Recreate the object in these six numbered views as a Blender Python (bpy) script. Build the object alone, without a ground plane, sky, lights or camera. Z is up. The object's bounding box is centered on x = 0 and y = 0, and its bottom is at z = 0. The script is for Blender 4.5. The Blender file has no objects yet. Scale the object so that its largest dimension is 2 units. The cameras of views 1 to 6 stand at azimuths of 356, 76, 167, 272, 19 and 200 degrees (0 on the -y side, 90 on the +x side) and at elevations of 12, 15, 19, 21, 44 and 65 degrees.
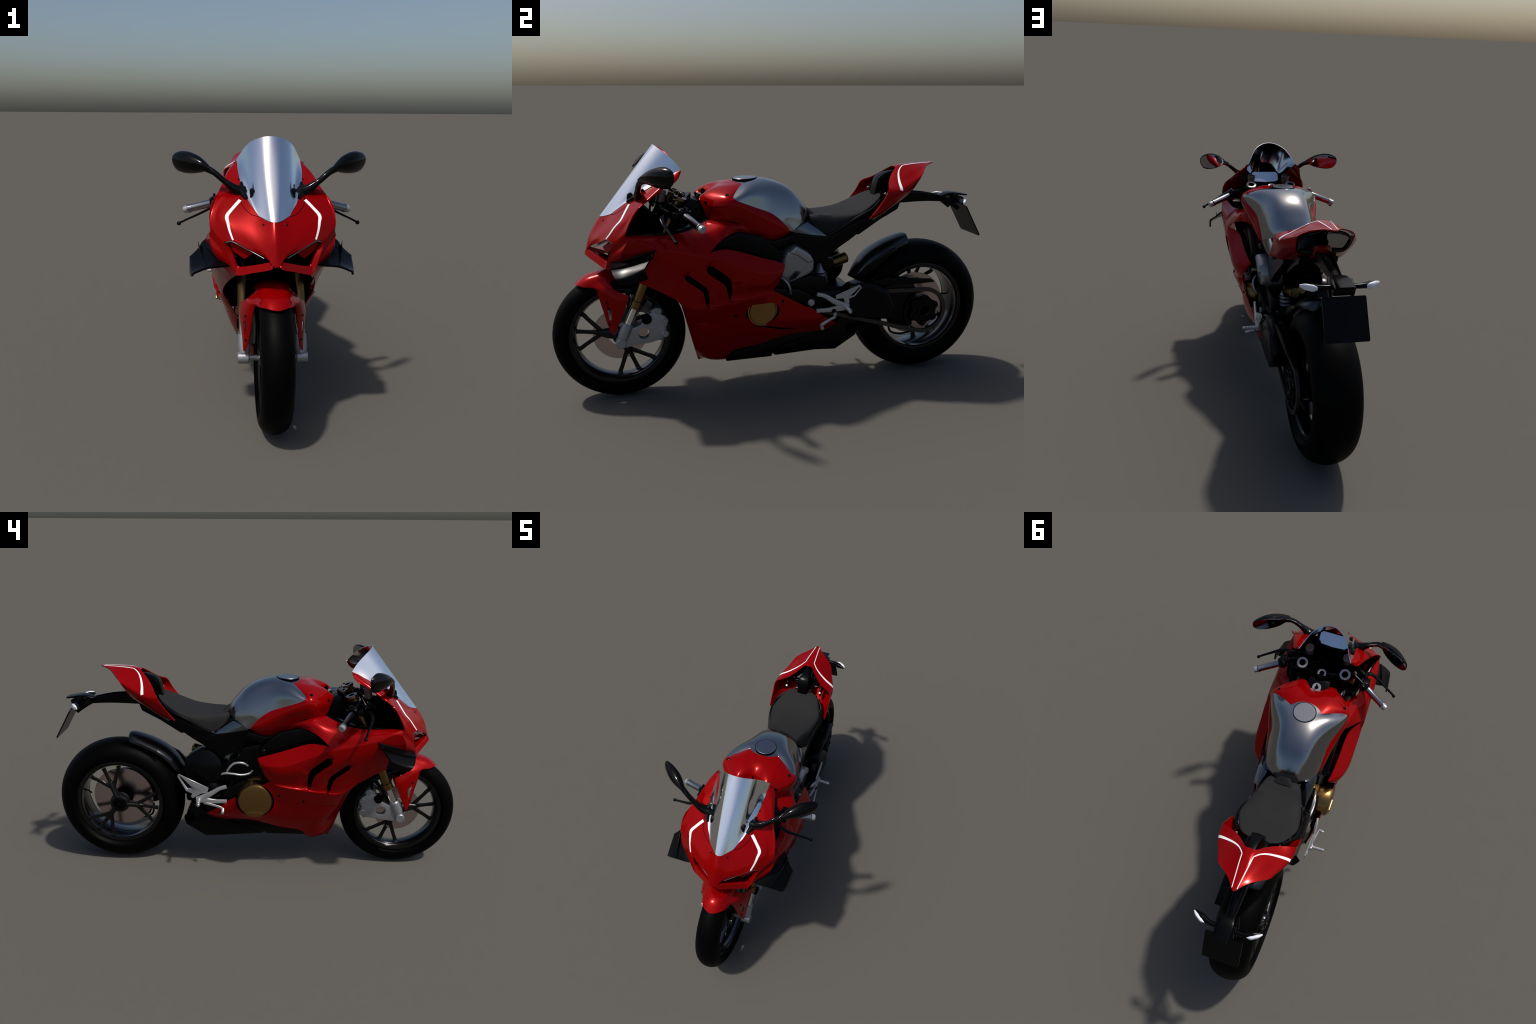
# A red racing motorcycle, built part by part.  Front = -y, rider's left = +x, z up, metres.
import bpy, bmesh, math, random
from math import sin, cos, pi, radians
from mathutils import Vector, Matrix
from mathutils.bvhtree import BVHTree
random.seed(7)
V = Vector

# ------------------------------------------------------------------ materials
def material(name, col, rough=0.4, metal=0.0, coat=0.0, var=0.05, scale=40.0, bump=0.0,
             spec=0.5, rvar=0.05, trans=0.0, aniso=0.0, sheen=0.0):
    m = bpy.data.materials.new(name); m.use_nodes = True
    nt = m.node_tree; b = nt.nodes["Principled BSDF"]
    tc = nt.nodes.new("ShaderNodeTexCoord")
    nz = nt.nodes.new("ShaderNodeTexNoise"); nz.inputs["Scale"].default_value = scale
    nz.inputs["Detail"].default_value = 4
    nt.links.new(tc.outputs["Object"], nz.inputs["Vector"])
    cr = nt.nodes.new("ShaderNodeValToRGB")
    lo = [max(0, c * (1 - var)) for c in col]; hi = [min(1, c * (1 + var)) for c in col]
    cr.color_ramp.elements[0].position = 0.3; cr.color_ramp.elements[1].position = 0.7
    cr.color_ramp.elements[0].color = (*lo, 1); cr.color_ramp.elements[1].color = (*hi, 1)
    nt.links.new(nz.outputs["Fac"], cr.inputs["Fac"])
    nt.links.new(cr.outputs["Color"], b.inputs["Base Color"])
    mr = nt.nodes.new("ShaderNodeMapRange")
    mr.inputs["To Min"].default_value = max(0.0, rough - rvar * rough)
    mr.inputs["To Max"].default_value = rough + rvar * rough
    nt.links.new(nz.outputs["Fac"], mr.inputs["Value"])
    nt.links.new(mr.outputs["Result"], b.inputs["Roughness"])
    b.inputs["Metallic"].default_value = metal
    b.inputs["Coat Weight"].default_value = coat
    b.inputs["Coat Roughness"].default_value = 0.04
    b.inputs["Specular IOR Level"].default_value = spec
    b.inputs["Transmission Weight"].default_value = trans
    b.inputs["Anisotropic"].default_value = aniso
    b.inputs["Sheen Weight"].default_value = sheen
    if bump:
        n2 = nt.nodes.new("ShaderNodeTexNoise"); n2.inputs["Scale"].default_value = 900
        bp = nt.nodes.new("ShaderNodeBump"); bp.inputs["Strength"].default_value = bump
        bp.inputs["Distance"].default_value = 0.001
        nt.links.new(tc.outputs["Object"], n2.inputs["Vector"])
        nt.links.new(n2.outputs["Fac"], bp.inputs["Height"])
        nt.links.new(bp.outputs["Normal"], b.inputs["Normal"])
    return m

RED = material("red_lacquer", (0.285, 0.0003, 0.0008), 0.15, 0.35, 0.05, 0.02, spec=0.14)  # base red darkened a little toward the tone of the bike's shaded side
WHITE = material("white_decal", (0.9, 0.9, 0.9), 0.3, 0, 0.3, 0.01)
GLOSS = material("gloss_black_plastic", (0.0008, 0.0008, 0.0008), 0.10, 0, 0, spec=0.22)
BLACK = material("black_paint", (0.0008, 0.0008, 0.001), 0.26, 0, 0, 0.2, spec=0.14)
DEEP = material("dark_recess", (0.0004, 0.0004, 0.0004), 0.8, 0, 0, 0.2, spec=0.03)
SATIN = material("satin_black_plastic", (0.0010, 0.0011, 0.0014), 0.25, 0, 0, 0.1, spec=0.12)
RUBBER = material("tyre_rubber", (0.0010, 0.0010, 0.0010), 0.5, 0, 0, 0.1, bump=0.1, spec=0.045)
SEATM = material("seat_fabric", (0.0155, 0.0155, 0.016), 0.75, 0, 0, 0.08, 300, bump=0.3, spec=0.15)
TANKM = material("tank_aluminium", (0.30, 0.305, 0.315), 0.16, 1.0, 0, 0.01)
SCREEN = material("mirrored_screen", (0.88, 0.89, 0.92), 0.12, 1.0, 0, 0.005)
GOLD = material("gold_anodised", (0.19, 0.11, 0.04), 0.28, 1.0, 0, 0.05)
BRONZE = material("bronze_magnesium", (0.28, 0.16, 0.055), 0.30, 1.0, 0, 0.04)
CHROME = material("chrome_slider", (0.72, 0.72, 0.72), 0.10, 1.0)
SILVER = material("cast_aluminium", (0.31, 0.315, 0.33), 0.36, 0.65, 0, 0.06)
BRIGHT = material("bright_aluminium", (0.40, 0.40, 0.41), 0.32, 0.6, 0, 0.04)
DISC = material("brake_disc_steel", (0.50, 0.41, 0.41), 0.20, 1.0, 0, 0.06, aniso=0.5)
RIMM = material("black_wheel_enamel", (0.0035, 0.0035, 0.0035), 0.2, 0.0, 0.0, 0.05, spec=0.3)
RIMB = material("polished_rim_barrel", (0.085, 0.088, 0.098), 0.18, 1.0, 0, 0.03)
CHAIN = material("chain_steel", (0.055, 0.050, 0.045), 0.4, 0.8, 0, 0.15, 200)
MIRROR = material("mirror_glass", (0.30, 0.31, 0.33), 0.03, 1.0)
LENS = material("clear_white_lens", (0.75, 0.76, 0.80), 0.25, 0, 0.4, 0.01)
GRIP = material("dark_chrome_grip", (0.30, 0.30, 0.32), 0.16, 1.0)
GLASSY = material("reservoir_plastic", (0.16, 0.11, 0.11), 0.15, 0.3, 0.2, 0.02)
DASH = material("dash_glass", (0.75, 0.78, 0.84), 0.06, 1.0)
CARBON = material("hugger_plastic", (0.05, 0.054, 0.062), 0.28, 0.9, 0, 0.05)
PANEL = material("grey_side_panel", (0.14, 0.15, 0.17), 0.15, 1.0, 0, 0.02)  # grey lowered to tone down the bright reflection these tilted panels catch
LAMPG = material("smoked_lamp_glass", (0.30, 0.30, 0.31), 0.06, 1.0, 0, 0.02)
CAPM = material("filler_cap_grey", (0.27, 0.275, 0.30), 0.25, 1.0, 0, 0.02)
TAILRED = material("tail_lamp_red", (0.25, 0.003, 0.003), 0.2, 0, 0.5)

ROOT = bpy.data.objects.new("motorcycle", None)
bpy.context.collection.objects.link(ROOT)
ROOT["label"] = "glossy red and black sport motorcycle with mirrored screen"
ROOT["category"] = "motorcycle"

# ------------------------------------------------------------------ mesh helpers
def catmull(pts, n=8, closed=False):
    pts = [V(p) for p in pts]; out = []
    m = len(pts); segs = m if closed else m - 1
    for i in range(segs):
        p1, p2 = pts[i], pts[(i + 1) % m]
        p0 = pts[(i - 1) % m] if (closed or i > 0) else p1 * 2 - p2
        p3 = pts[(i + 2) % m] if (closed or i < m - 2) else p2 * 2 - p1
        for k in range(n):
            t = k / n
            out.append(0.5 * (2 * p1 + (p2 - p0) * t + (2 * p0 - 5 * p1 + 4 * p2 - p3) * t * t
                              + (3 * p1 - p0 - 3 * p2 + p3) * t ** 3))
    if not closed: out.append(pts[-1].copy())
    return out

def lerp_list(vals, n):
    out = []
    for a, b in zip(vals[:-1], vals[1:]):
        for k in range(n):
            t = k / n
            out.append(tuple(x + (y - x) * t for x, y in zip(a, b)) if isinstance(a, tuple) else a + (b - a) * t)
    out.append(vals[-1]); return out

def loft(rings, cap=True, closed=True):
    n = len(rings[0]); v = [p for r in rings for p in r]; f = []
    for i in range(len(rings) - 1):
        for j in range(n if closed else n - 1):
            a = i * n + j; b = i * n + (j + 1) % n
            f.append((a, b, b + n, a + n))
    if cap:
        f.append(tuple(range(n - 1, -1, -1))); f.append(tuple((len(rings) - 1) * n + j for j in range(n)))
    return v, f

def frame(d, up=None):
    d = V(d).normalized(); up = V(up or (0, 0, 1))
    if abs(d.dot(up)) > 0.98: up = V((0, 1, 0))
    s = d.cross(up).normalized(); return s, s.cross(d).normalized()

def sweep(path, sizes, n=14, power=2.0, up=None, smooth=6, cap=True):
    """sizes: per control point (half width sideways, half height along up)"""
    if smooth > 1:
        pts = catmull(path, smooth); sz = lerp_list(list(sizes), smooth)
    else:
        pts = [V(p) for p in path]; sz = list(sizes)
    rings = []
    for i, p in enumerate(pts):
        d = pts[min(i + 1, len(pts) - 1)] - pts[max(i - 1, 0)]
        s, u = frame(d, up); a, b = sz[i] if isinstance(sz[i], tuple) else (sz[i], sz[i])
        ring = []
        for k in range(n):
            t = 2 * pi * (k + 0.5) / n; c, q = cos(t), sin(t)
            e = 2 / power
            ring.append(p + s * a * math.copysign(abs(c) ** e, c) + u * b * math.copysign(abs(q) ** e, q))
        rings.append(ring)
    return loft(rings, cap)

def tube(path, r, n=10, smooth=6):
    return sweep(path, [r] * len(path), n, 2, None, smooth)

def revolve(profile, c, axis, n=48, closed_profile=False, a0=0.0, a1=2 * pi):
    """profile: (along axis, radius)"""
    c = V(c); ax = V(axis).normalized(); s, u = frame(ax); rings = []
    full = abs(a1 - a0 - 2 * pi) < 1e-6
    m = n if full else n + 1
    for k in range(m):
        t = a0 + (a1 - a0) * k / n
        rings.append([c + ax * h + (s * cos(t) + u * sin(t)) * r for h, r in profile])
    v = [p for r in rings for p in r]; f = []; w = len(profile)
    for i in range(n):
        for j in range(w if closed_profile else w - 1):
            a = i * w + j; b = i * w + (j + 1) % w; i2 = (i + 1) % m
            f.append((a, b, i2 * w + (j + 1) % w, i2 * w + j))
    return v, f

def cyl(p0, p1, r0, r1=None, n=24, ch=0.0):
    r1 = r0 if r1 is None else r1; p0, p1 = V(p0), V(p1); L = (p1 - p0).length
    pr = [(0, 0), (0, r0 - ch), (ch, r0), (L - ch, r1), (L, r1 - ch), (L, 0)] if ch else [(0, 0), (0, r0), (L, r1), (L, 0)]
    return revolve(pr, p0, p1 - p0, n)

def bevelled(v, f, w, seg=2, angle=25):
    bm = bmesh.new(); bv = [bm.verts.new(p) for p in v]
    for q in f:
        try: bm.faces.new([bv[i] for i in q])
        except ValueError: pass
    bmesh.ops.recalc_face_normals(bm, faces=bm.faces)
    if w:
        bm.normal_update()
        ed = [e for e in bm.edges if len(e.link_faces) == 2 and e.calc_face_angle(0) > radians(angle)]
        bmesh.ops.bevel(bm, geom=ed, offset=w, segments=seg, profile=0.6, affect='EDGES', clamp_overlap=True)
    bm.verts.index_update()
    out = [x.co.copy() for x in bm.verts], [tuple(x.index for x in q.verts) for q in bm.faces]
    bm.free(); return out

def box(c, size, w=0.003, rot=None):
    c = V(c); h = [s / 2 for s in size]
    v = [V((x * h[0], y * h[1], z * h[2])) for x in (-1, 1) for y in (-1, 1) for z in (-1, 1)]
    if rot:
        R = Matrix.Rotation(rot[2], 3, 'Z') @ Matrix.Rotation(rot[1], 3, 'Y') @ Matrix.Rotation(rot[0], 3, 'X')
        v = [R @ p for p in v]
    f = [(0, 1, 3, 2), (4, 6, 7, 5), (0, 4, 5, 1), (2, 3, 7, 6), (0, 2, 6, 4), (1, 5, 7, 3)]
    return bevelled([p + c for p in v], f, w)

def prism(outline, x0, x1, w=0.003, seg=2, inset=0.0):
    """polygon in (y, z) extruded along x"""
    n = len(outline)
    cy = sum(p[0] for p in outline) / n; cz = sum(p[1] for p in outline) / n
    v = [V((x0, y, z)) for y, z in outline]
    v += [V((x1, cy + (y - cy) * (1 - inset), cz + (z - cz) * (1 - inset))) for y, z in outline]
    f = [tuple(range(n)), tuple(range(2 * n - 1, n - 1, -1))]
    f += [(i, i + n, (i + 1) % n + n, (i + 1) % n) for i in range(n)]
    return bevelled(v, f, w, seg)

def ellipsoid(c, r, n=20, m=12):
    rings = []
    for i in range(1, m):
        t = pi * i / m
        rings.append([V(c) + V((r[0] * sin(t) * cos(2 * pi * k / n), r[1] * sin(t) * sin(2 * pi * k / n), r[2] * cos(t))) for k in range(n)])
    return loft(rings)

def flipx(vf):
    return [V((-p[0], p[1], p[2])) for p in vf[0]], [tuple(reversed(q)) for q in vf[1]]

class Part:
    def __init__(s): s.v = []; s.f = []; s.m = []; s.mats = []
    def add(s, vf, mat):
        if mat not in s.mats: s.mats.append(mat)
        k = s.mats.index(mat); o = len(s.v)
        s.v += [tuple(p) for p in vf[0]]; s.f += [tuple(i + o for i in q) for q in vf[1]]; s.m += [k] * len(vf[1])
        return s
    def both(s, vf, mat): s.add(vf, mat); return s.add(flipx(vf), mat)
    def obj(s, name, parent=None, angle=35, flip=False):
        me = bpy.data.meshes.new(name)
        v = [(-a, b, c) for a, b, c in s.v] if flip else s.v
        me.from_pydata(v, [], s.f)
        for m in s.mats: me.materials.append(m)
        me.polygons.foreach_set("material_index", s.m); me.update()
        bm = bmesh.new(); bm.from_mesh(me)
        bmesh.ops.recalc_face_normals(bm, faces=bm.faces); bm.to_mesh(me); bm.free()
        me.polygons.foreach_set("use_smooth", [True] * len(me.polygons))
        me.set_sharp_from_angle(angle=radians(angle))
        ob = bpy.data.objects.new(name, me); bpy.context.collection.objects.link(ob)
        ob.parent = parent or ROOT
        return ob

def one(name, vf, mat, parent=None, angle=35):
    return Part().add(vf, mat).obj(name, parent, angle)

def evaluated(ob):
    dg = bpy.context.evaluated_depsgraph_get(); dg.update()
    return bpy.data.meshes.new_from_object(ob.evaluated_get(dg))

def cage(name, pts, faces, creases=(), level=3, thick=0.004, mat=None, sides="weld", inside=(0, 0, 0.6),
         mod=None, cutters=(), parent=None, angle=40, corners=()):
    """Interpolating subdivision surface through named control points.
    sides: 'weld' = mirrored and welded at x=0, +1 / -1 = one side only."""
    names = list(pts); P = []; idx = {}
    sgn = 1 if sides == "weld" else sides
    for k in names: idx[k] = len(P); P.append(V((pts[k][0] * sgn, pts[k][1], pts[k][2])))
    F = [tuple(idx[k] for k in q.split()) for q in faces]
    E = [(tuple(idx[k] for k in e.split()), w) for e, w in creases]
    C = [idx[k] for k in corners]
    if sides == "weld":
        mir = {}
        for k in names:
            if abs(pts[k][0]) < 1e-6: mir[idx[k]] = idx[k]
            else: mir[idx[k]] = len(P); P.append(V((-pts[k][0], pts[k][1], pts[k][2])))
        F += [tuple(mir[i] for i in reversed(q)) for q in F]
        E += [(tuple(mir[i] for i in e), w) for e, w in E]
        C += [mir[i] for i in C]
    me = bpy.data.meshes.new(name); me.from_pydata([tuple(p) for p in P], [], F); me.update()
    bm = bmesh.new(); bm.from_mesh(me); bmesh.ops.recalc_face_normals(bm, faces=bm.faces); bm.normal_update()
    c0 = V(inside); tot = sum(f.normal.dot(f.calc_center_median() - c0) * f.calc_area() for f in bm.faces)
    if tot < 0: bmesh.ops.reverse_faces(bm, faces=bm.faces)
    bm.to_mesh(me); bm.free()
    ce = me.attributes.new("crease_edge", 'FLOAT', 'EDGE')
    lut = {}
    for e, w in E:
        for a, b in zip(e[:-1], e[1:]): lut[frozenset((a, b))] = w
    for e in me.edges:
        ce.data[e.index].value = lut.get(frozenset(e.vertices), 0.0)
    if C:
        cv = me.attributes.new("crease_vert", 'FLOAT', 'POINT')
        for i in C: cv.data[i].value = 1.0
    ob = bpy.data.objects.new(name, me); bpy.context.collection.objects.link(ob)
    sub = ob.modifiers.new("s", 'SUBSURF'); sub.levels = 1; sub.boundary_smooth = 'PRESERVE_CORNERS'
    n = len(P)
    for it in range(6):                       # pull the cage out until the limit surface meets the points
        ev = evaluated(ob)
        for i in range(n):
            me.vertices[i].co += (P[i] - ev.vertices[i].co) * 0.9
        bpy.data.meshes.remove(ev); me.update()
    sub.levels = level
    fine = evaluated(ob); bpy.data.objects.remove(ob)
    if mod:
        fine.update()
        for v in fine.vertices: v.co = mod(v.co.copy(), v.normal.copy())
        fine.update()
    fine.materials.clear(); fine.materials.append(mat)
    for a in ("crease_edge", "crease_vert"):
        if a in fine.attributes: fine.attributes.remove(fine.attributes[a])
    fine.name = name
    ob = bpy.data.objects.new(name, fine); bpy.context.collection.objects.link(ob)
    if thick:
        so = ob.modifiers.new("t", 'SOLIDIFY'); so.thickness = thick; so.offset = -1
    tmp = []
    for vf in cutters:
        cm = bpy.data.meshes.new("cutter"); cm.from_pydata([tuple(p) for p in vf[0]], [], vf[1])
        b2 = bmesh.new(); b2.from_mesh(cm); bmesh.ops.recalc_face_normals(b2, faces=b2.faces); b2.to_mesh(cm); b2.free()
        co = bpy.data.objects.new("cutter", cm); bpy.context.collection.objects.link(co); tmp.append(co)
        bo = ob.modifiers.new("b", 'BOOLEAN'); bo.operation = 'DIFFERENCE'; bo.solver = 'EXACT'; bo.object = co
    me2 = evaluated(ob); ob.modifiers.clear(); ob.data = me2; me2.name = name
    for co in tmp: bpy.data.objects.remove(co)
    me2.polygons.foreach_set("use_smooth", [True] * len(me2.polygons))
    me2.set_sharp_from_angle(angle=radians(angle))
    ob.parent = parent or ROOT
    return ob

def bvh(ob, inside):
    """search tree of the outward faces only"""
    c = V(inside)
    return BVHTree.FromPolygons([v.co for v in ob.data.vertices],
                                [tuple(p.vertices) for p in ob.data.polygons if p.normal.dot(p.center - c) > 0.0])

def decal(name, tree, path, widths, mat, parent, lift=0.0012, n=8, hint=None):
    pts = catmull(path, n); w = lerp_list(list(widths), n); L = []; R = []
    for i, p in enumerate(pts):
        co, no, _, _ = tree.find_nearest(p)
        if hint is not None and no.dot(V(hint)) < 0: no = -no
        d = (pts[min(i + 1, len(pts) - 1)] - pts[max(i - 1, 0)]).normalized()
        s = d.cross(no).normalized()
        for sg, lst in ((1, L), (-1, R)):
            c2, n2, _, _ = tree.find_nearest(co + s * sg * w[i] / 2)
            if n2.dot(no) < 0: n2 = -n2
            lst.append((c2 + n2 * lift, c2 - n2 * 0.0006))
    rings = [[L[i][0], R[i][0], R[i][1], L[i][1]] for i in range(len(pts))]
    return one(name, loft(rings), mat, parent, 60)

def stud(tree, p, r=0.006, h=0.003, mat=None, parent=None, name="bolt", hint=None):
    co, no, _, _ = tree.find_nearest(V(p))
    if hint is not None and no.dot(V(hint)) < 0: no = -no
    pr = [(-0.002, r), (h * 0.6, r), (h, r * 0.75), (h, r * 0.45), (h * 0.3, r * 0.4), (h * 0.3, 0)]
    return one(name, revolve(pr, co, no, 16), mat or GLOSS, parent, 30)

# ------------------------------------------------------------------ wheels
def y_spokes(c, ang, r_hub, r_node, r_rim, spread, hw_hub, hw_node, hw_tip, xh_hub, xh_tip, x0):
    """one trident arm: a stem from the hub that splits into three thin spokes; angle measured from -y upward"""
    out = []
    def pt(r, a): return V((x0, c[1] - r * cos(a), c[2] + r * sin(a)))
    out.append(sweep([pt(r_hub * 0.6, ang), pt(r_hub * 1.5, ang), pt(r_node, ang), pt(r_node * 1.16, ang)],
                     [(xh_hub, hw_hub), (xh_hub * 0.92, hw_hub * 0.72), (xh_tip * 1.25, hw_node), (xh_tip, hw_node * 0.5)], 16, 3.0, (1, 0, 0), 5))
    for s in (-1, 0, 1):
        a1 = ang + s * spread
        mid = pt((r_node + r_rim) * 0.53, ang + s * spread * 0.86)
        p0 = pt(r_node * (0.86 if s else 0.95), ang + s * spread * 0.18)
        out.append(sweep([p0, mid, pt(r_rim * 0.95, a1), pt(r_rim * 1.02, a1)],
                         [(xh_tip, hw_node * 0.55), (xh_tip * 0.9, hw_tip), (xh_tip, hw_tip * 1.2), (xh_tip * 1.1, hw_tip * 2.2)], 12, 3.0, (1, 0, 0), 5))
    return out

def wheel(name, c, R, Rw, hw, rimR, rw, arms, spread, barrel, spoke_x, hub_r, hub_half, node):
    ty = []
    for k in range(41):
        t = -pi / 2 + pi * k / 40
        ty.append((hw * sin(t), Rw + (R - Rw) * cos(t)))
    side = [(hw * 0.985, Rw - 0.012), (hw * 0.93, (Rw + rimR) / 2 - 0.002), (rw * 1.0, rimR + 0.002), (rw * 0.94, rimR - 0.008)]
    prof = [(-x, r) for x, r in reversed(side)] + ty + side
    w = Part()
    lip = rimR - 0.002
    outer = [(rw, lip), (rw + 0.002, lip - 0.006), (rw - 0.001, lip - 0.018), (rw - 0.009, lip - 0.022)]
    rim_out = [(-x, r) for x, r in outer]
    ring = outer + [(rw - 0.014, lip - 0.021), (rw * 0.55, barrel + 0.004), (rw * 0.3, barrel)] \
        + [(-rw * 0.3, barrel), (-rw * 0.55, barrel + 0.004), (-rw + 0.014, lip - 0.021)] + list(reversed(rim_out))
    w.add(revolve(outer, c, (1, 0, 0), 96), RIMM); w.add(revolve(list(reversed(rim_out)), c, (1, 0, 0), 96), RIMM)
    w.add(revolve(ring[3:-3], c, (1, 0, 0), 96), RIMB)
    for a in arms:
        for s in y_spokes(c, radians(a), hub_r, node, barrel, radians(spread), 0.027, 0.015, 0.0036, hub_half * 0.5, 0.0100, spoke_x):
            w.add(s, RIMM)
    w.add(revolve([(-hub_half, 0.014), (-hub_half, hub_r * 0.7), (-hub_half + 0.008, hub_r * 0.95), (-hub_half * 0.3, hub_r),
                   (hub_half * 0.3, hub_r), (hub_half - 0.008, hub_r * 0.95), (hub_half, hub_r * 0.7), (hub_half, 0.014)],
                  (spoke_x, c[1], c[2]), (1, 0, 0), 40), RIMM)
    wo = w.obj(name)
    one("tyre", revolve(prof, c, (1, 0, 0), 128), RUBBER, wo, 50)
    return wo

def disc(c, x, r0, r1, t=0.004, carrier=None):
    p = Part()
    p.add(revolve([(-t / 2, r0), (-t / 2, r1 - 0.001), (-t / 2 + 0.001, r1), (t / 2 - 0.001, r1), (t / 2, r1 - 0.001), (t / 2, r0)], (x, c[1], c[2]), (1, 0, 0), 96, True), DISC)
    return p

FC = (0.0, -0.714, 0.2865); RC = (0.0, 0.684, 0.3175)
fw = wheel("front_wheel", FC, 0.2865, 0.236, 0.060, 0.2195, 0.046, (8, 128, 248), 25, 0.187, 0.0, 0.036, 0.050, 0.095)
d = disc(FC, 0.0, 0.055, 0.118)
d.obj("brake_disc", fw)
one("axle", cyl((-0.125, FC[1], FC[2]), (0.125, FC[1], FC[2]), 0.012, None, 20), SILVER, fw)

rw_ = wheel("rear_wheel", RC, 0.3175, 0.246, 0.099, 0.2205, 0.080, (112, 232, 352), 23, 0.190, -0.074, 0.050, 0.026, 0.104)
d = disc(RC, 0.004, 0.050, 0.153); d.obj("brake_disc", rw_)
hp = Part()
hp.add(revolve([(-0.090, 0.0), (-0.090, 0.020), (-0.104, 0.022), (-0.104, 0.033), (-0.096, 0.037), (-0.05, 0.038)], RC, (1, 0, 0), 32), BLACK)
hp.add(cyl((-0.10, RC[1], RC[2]), (0.13, RC[1], RC[2]), 0.024, None, 32), BLACK)
hp.obj("hub_nut", rw_)
one("rim_valve", tube([(0.0, RC[1] + 0.185, RC[2] + 0.03), (-0.02, RC[1] + 0.16, RC[2] + 0.025)], 0.004), BLACK, rw_)

# ------------------------------------------------------------------ fork
def fork_pt(z): t = (0.898 - z) / (0.898 - 0.354); return -0.446 + t * (-0.685 + 0.446)
for s in (1, -1):
    x = s * 0.108
    f = Part()
    def fp(z): return V((x, fork_pt(z), z))
    f.add(cyl(fp(0.885), fp(0.46), 0.0225, None, 32), GOLD)
    f.add(revolve([(0, 0.0225), (0.002, 0.0265), (0.032, 0.0265), (0.036, 0.022), (0.036, 0.01)], fp(0.468), fp(0.40) - fp(0.468), 32), GOLD)
    f.add(cyl(fp(0.45), fp(0.345), 0.0185, None, 32), CHROME)
    fo = f.obj("fork_leg")
    # axle carrier with the caliper arm
    q = Part()
    q.add(revolve([(0, 0.0), (0, 0.021), (0.004, 0.0245), (0.05, 0.026), (0.075, 0.022), (0.075, 0)], fp(0.368), fp(0.28) - fp(0.368), 28), SILVER)
    q.add(cyl((x - s * 0.018, FC[1], FC[2]), (x + s * 0.026, FC[1], FC[2]), 0.0235, 0.022, 28, 0.003), SILVER)
    q.add(revolve([(0.0, 0.0), (0.0, 0.012), (0.005, 0.013)], (x + s * 0.021, FC[1], FC[2]), (s, 0, 0), 6), DEEP)
    plate = [(-0.590, 0.408), (-0.566, 0.414), (-0.541, 0.402), (-0.520, 0.388), (-0.515, 0.352), (-0.530, 0.335), (-0.527, 0.302), (-0.545, 0.288),
             (-0.590, 0.277), (-0.660, 0.269), (-0.705, 0.262), (-0.715, 0.330), (-0.690, 0.352), (-0.655, 0.352), (-0.630, 0.362), (-0.610, 0.380), (-0.602, 0.396)]
    pv = bpy.data.meshes.new("plate"); pr_ = prism(plate, s * 0.088, s * 0.121, 0.006); pv.from_pydata([tuple(p) for p in pr_[0]], [], pr_[1])
    po = bpy.data.objects.new("plate", pv); bpy.context.collection.objects.link(po)
    hv_ = cyl((s * 0.05, -0.618, 0.322), (s * 0.16, -0.618, 0.322), 0.025, None, 28); hm_ = bpy.data.meshes.new("bore"); hm_.from_pydata([tuple(p) for p in hv_[0]], [], hv_[1])
    bb = bmesh.new(); bb.from_mesh(hm_); bmesh.ops.remove_doubles(bb, verts=bb.verts, dist=1e-5); bmesh.ops.recalc_face_normals(bb, faces=bb.faces); bb.to_mesh(hm_); bb.free()
    hb_ = bpy.data.objects.new("bore", hm_); bpy.context.collection.objects.link(hb_)
    bo = po.modifiers.new("b", 'BOOLEAN'); bo.object = hb_; bo.solver = 'EXACT'; pm = evaluated(po)
    q.add(([v.co.copy() for v in pm.vertices], [tuple(p.vertices) for p in pm.polygons]), SILVER)
    bpy.data.objects.remove(po); bpy.data.objects.remove(hb_)
    q.obj("axle_carrier", fo)
    # caliper
    cp = Part()
    xc = s * 0.088
    cp.add(sweep([(xc, -0.552, 0.285), (xc, -0.545, 0.325), (xc, -0.552, 0.375), (xc, -0.575, 0.425)],
                 [(0.030, 0.020), (0.034, 0.027), (0.034, 0.028), (0.030, 0.020)], 18, 4, (0, 1, 0)), SILVER)
    for (yy, zz) in ((-0.527, 0.312), (-0.527, 0.372), (-0.552, 0.418)):
        cp.add(cyl((xc + s * 0.002, yy, zz), (xc + s * 0.037, yy, zz), 0.015, None, 20, 0.003), SILVER)
        cp.add(cyl((xc + s * 0.036, yy, zz), (xc + s * 0.040, yy, zz), 0.007, None, 12), SILVER)
    cp.add(cyl((x + s * 0.004, -0.603, 0.386), (x + s * 0.024, -0.603, 0.386), 0.0215, None, 24, 0.004), DEEP)
    cp.add(tube([(xc, -0.575, 0.42), (xc + s * 0.01, -0.565, 0.47), (s * 0.09, -0.55, 0.52), (s * 0.07, -0.52, 0.57)], 0.006), BLACK)
    cp.obj("brake_caliper", fo)

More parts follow.
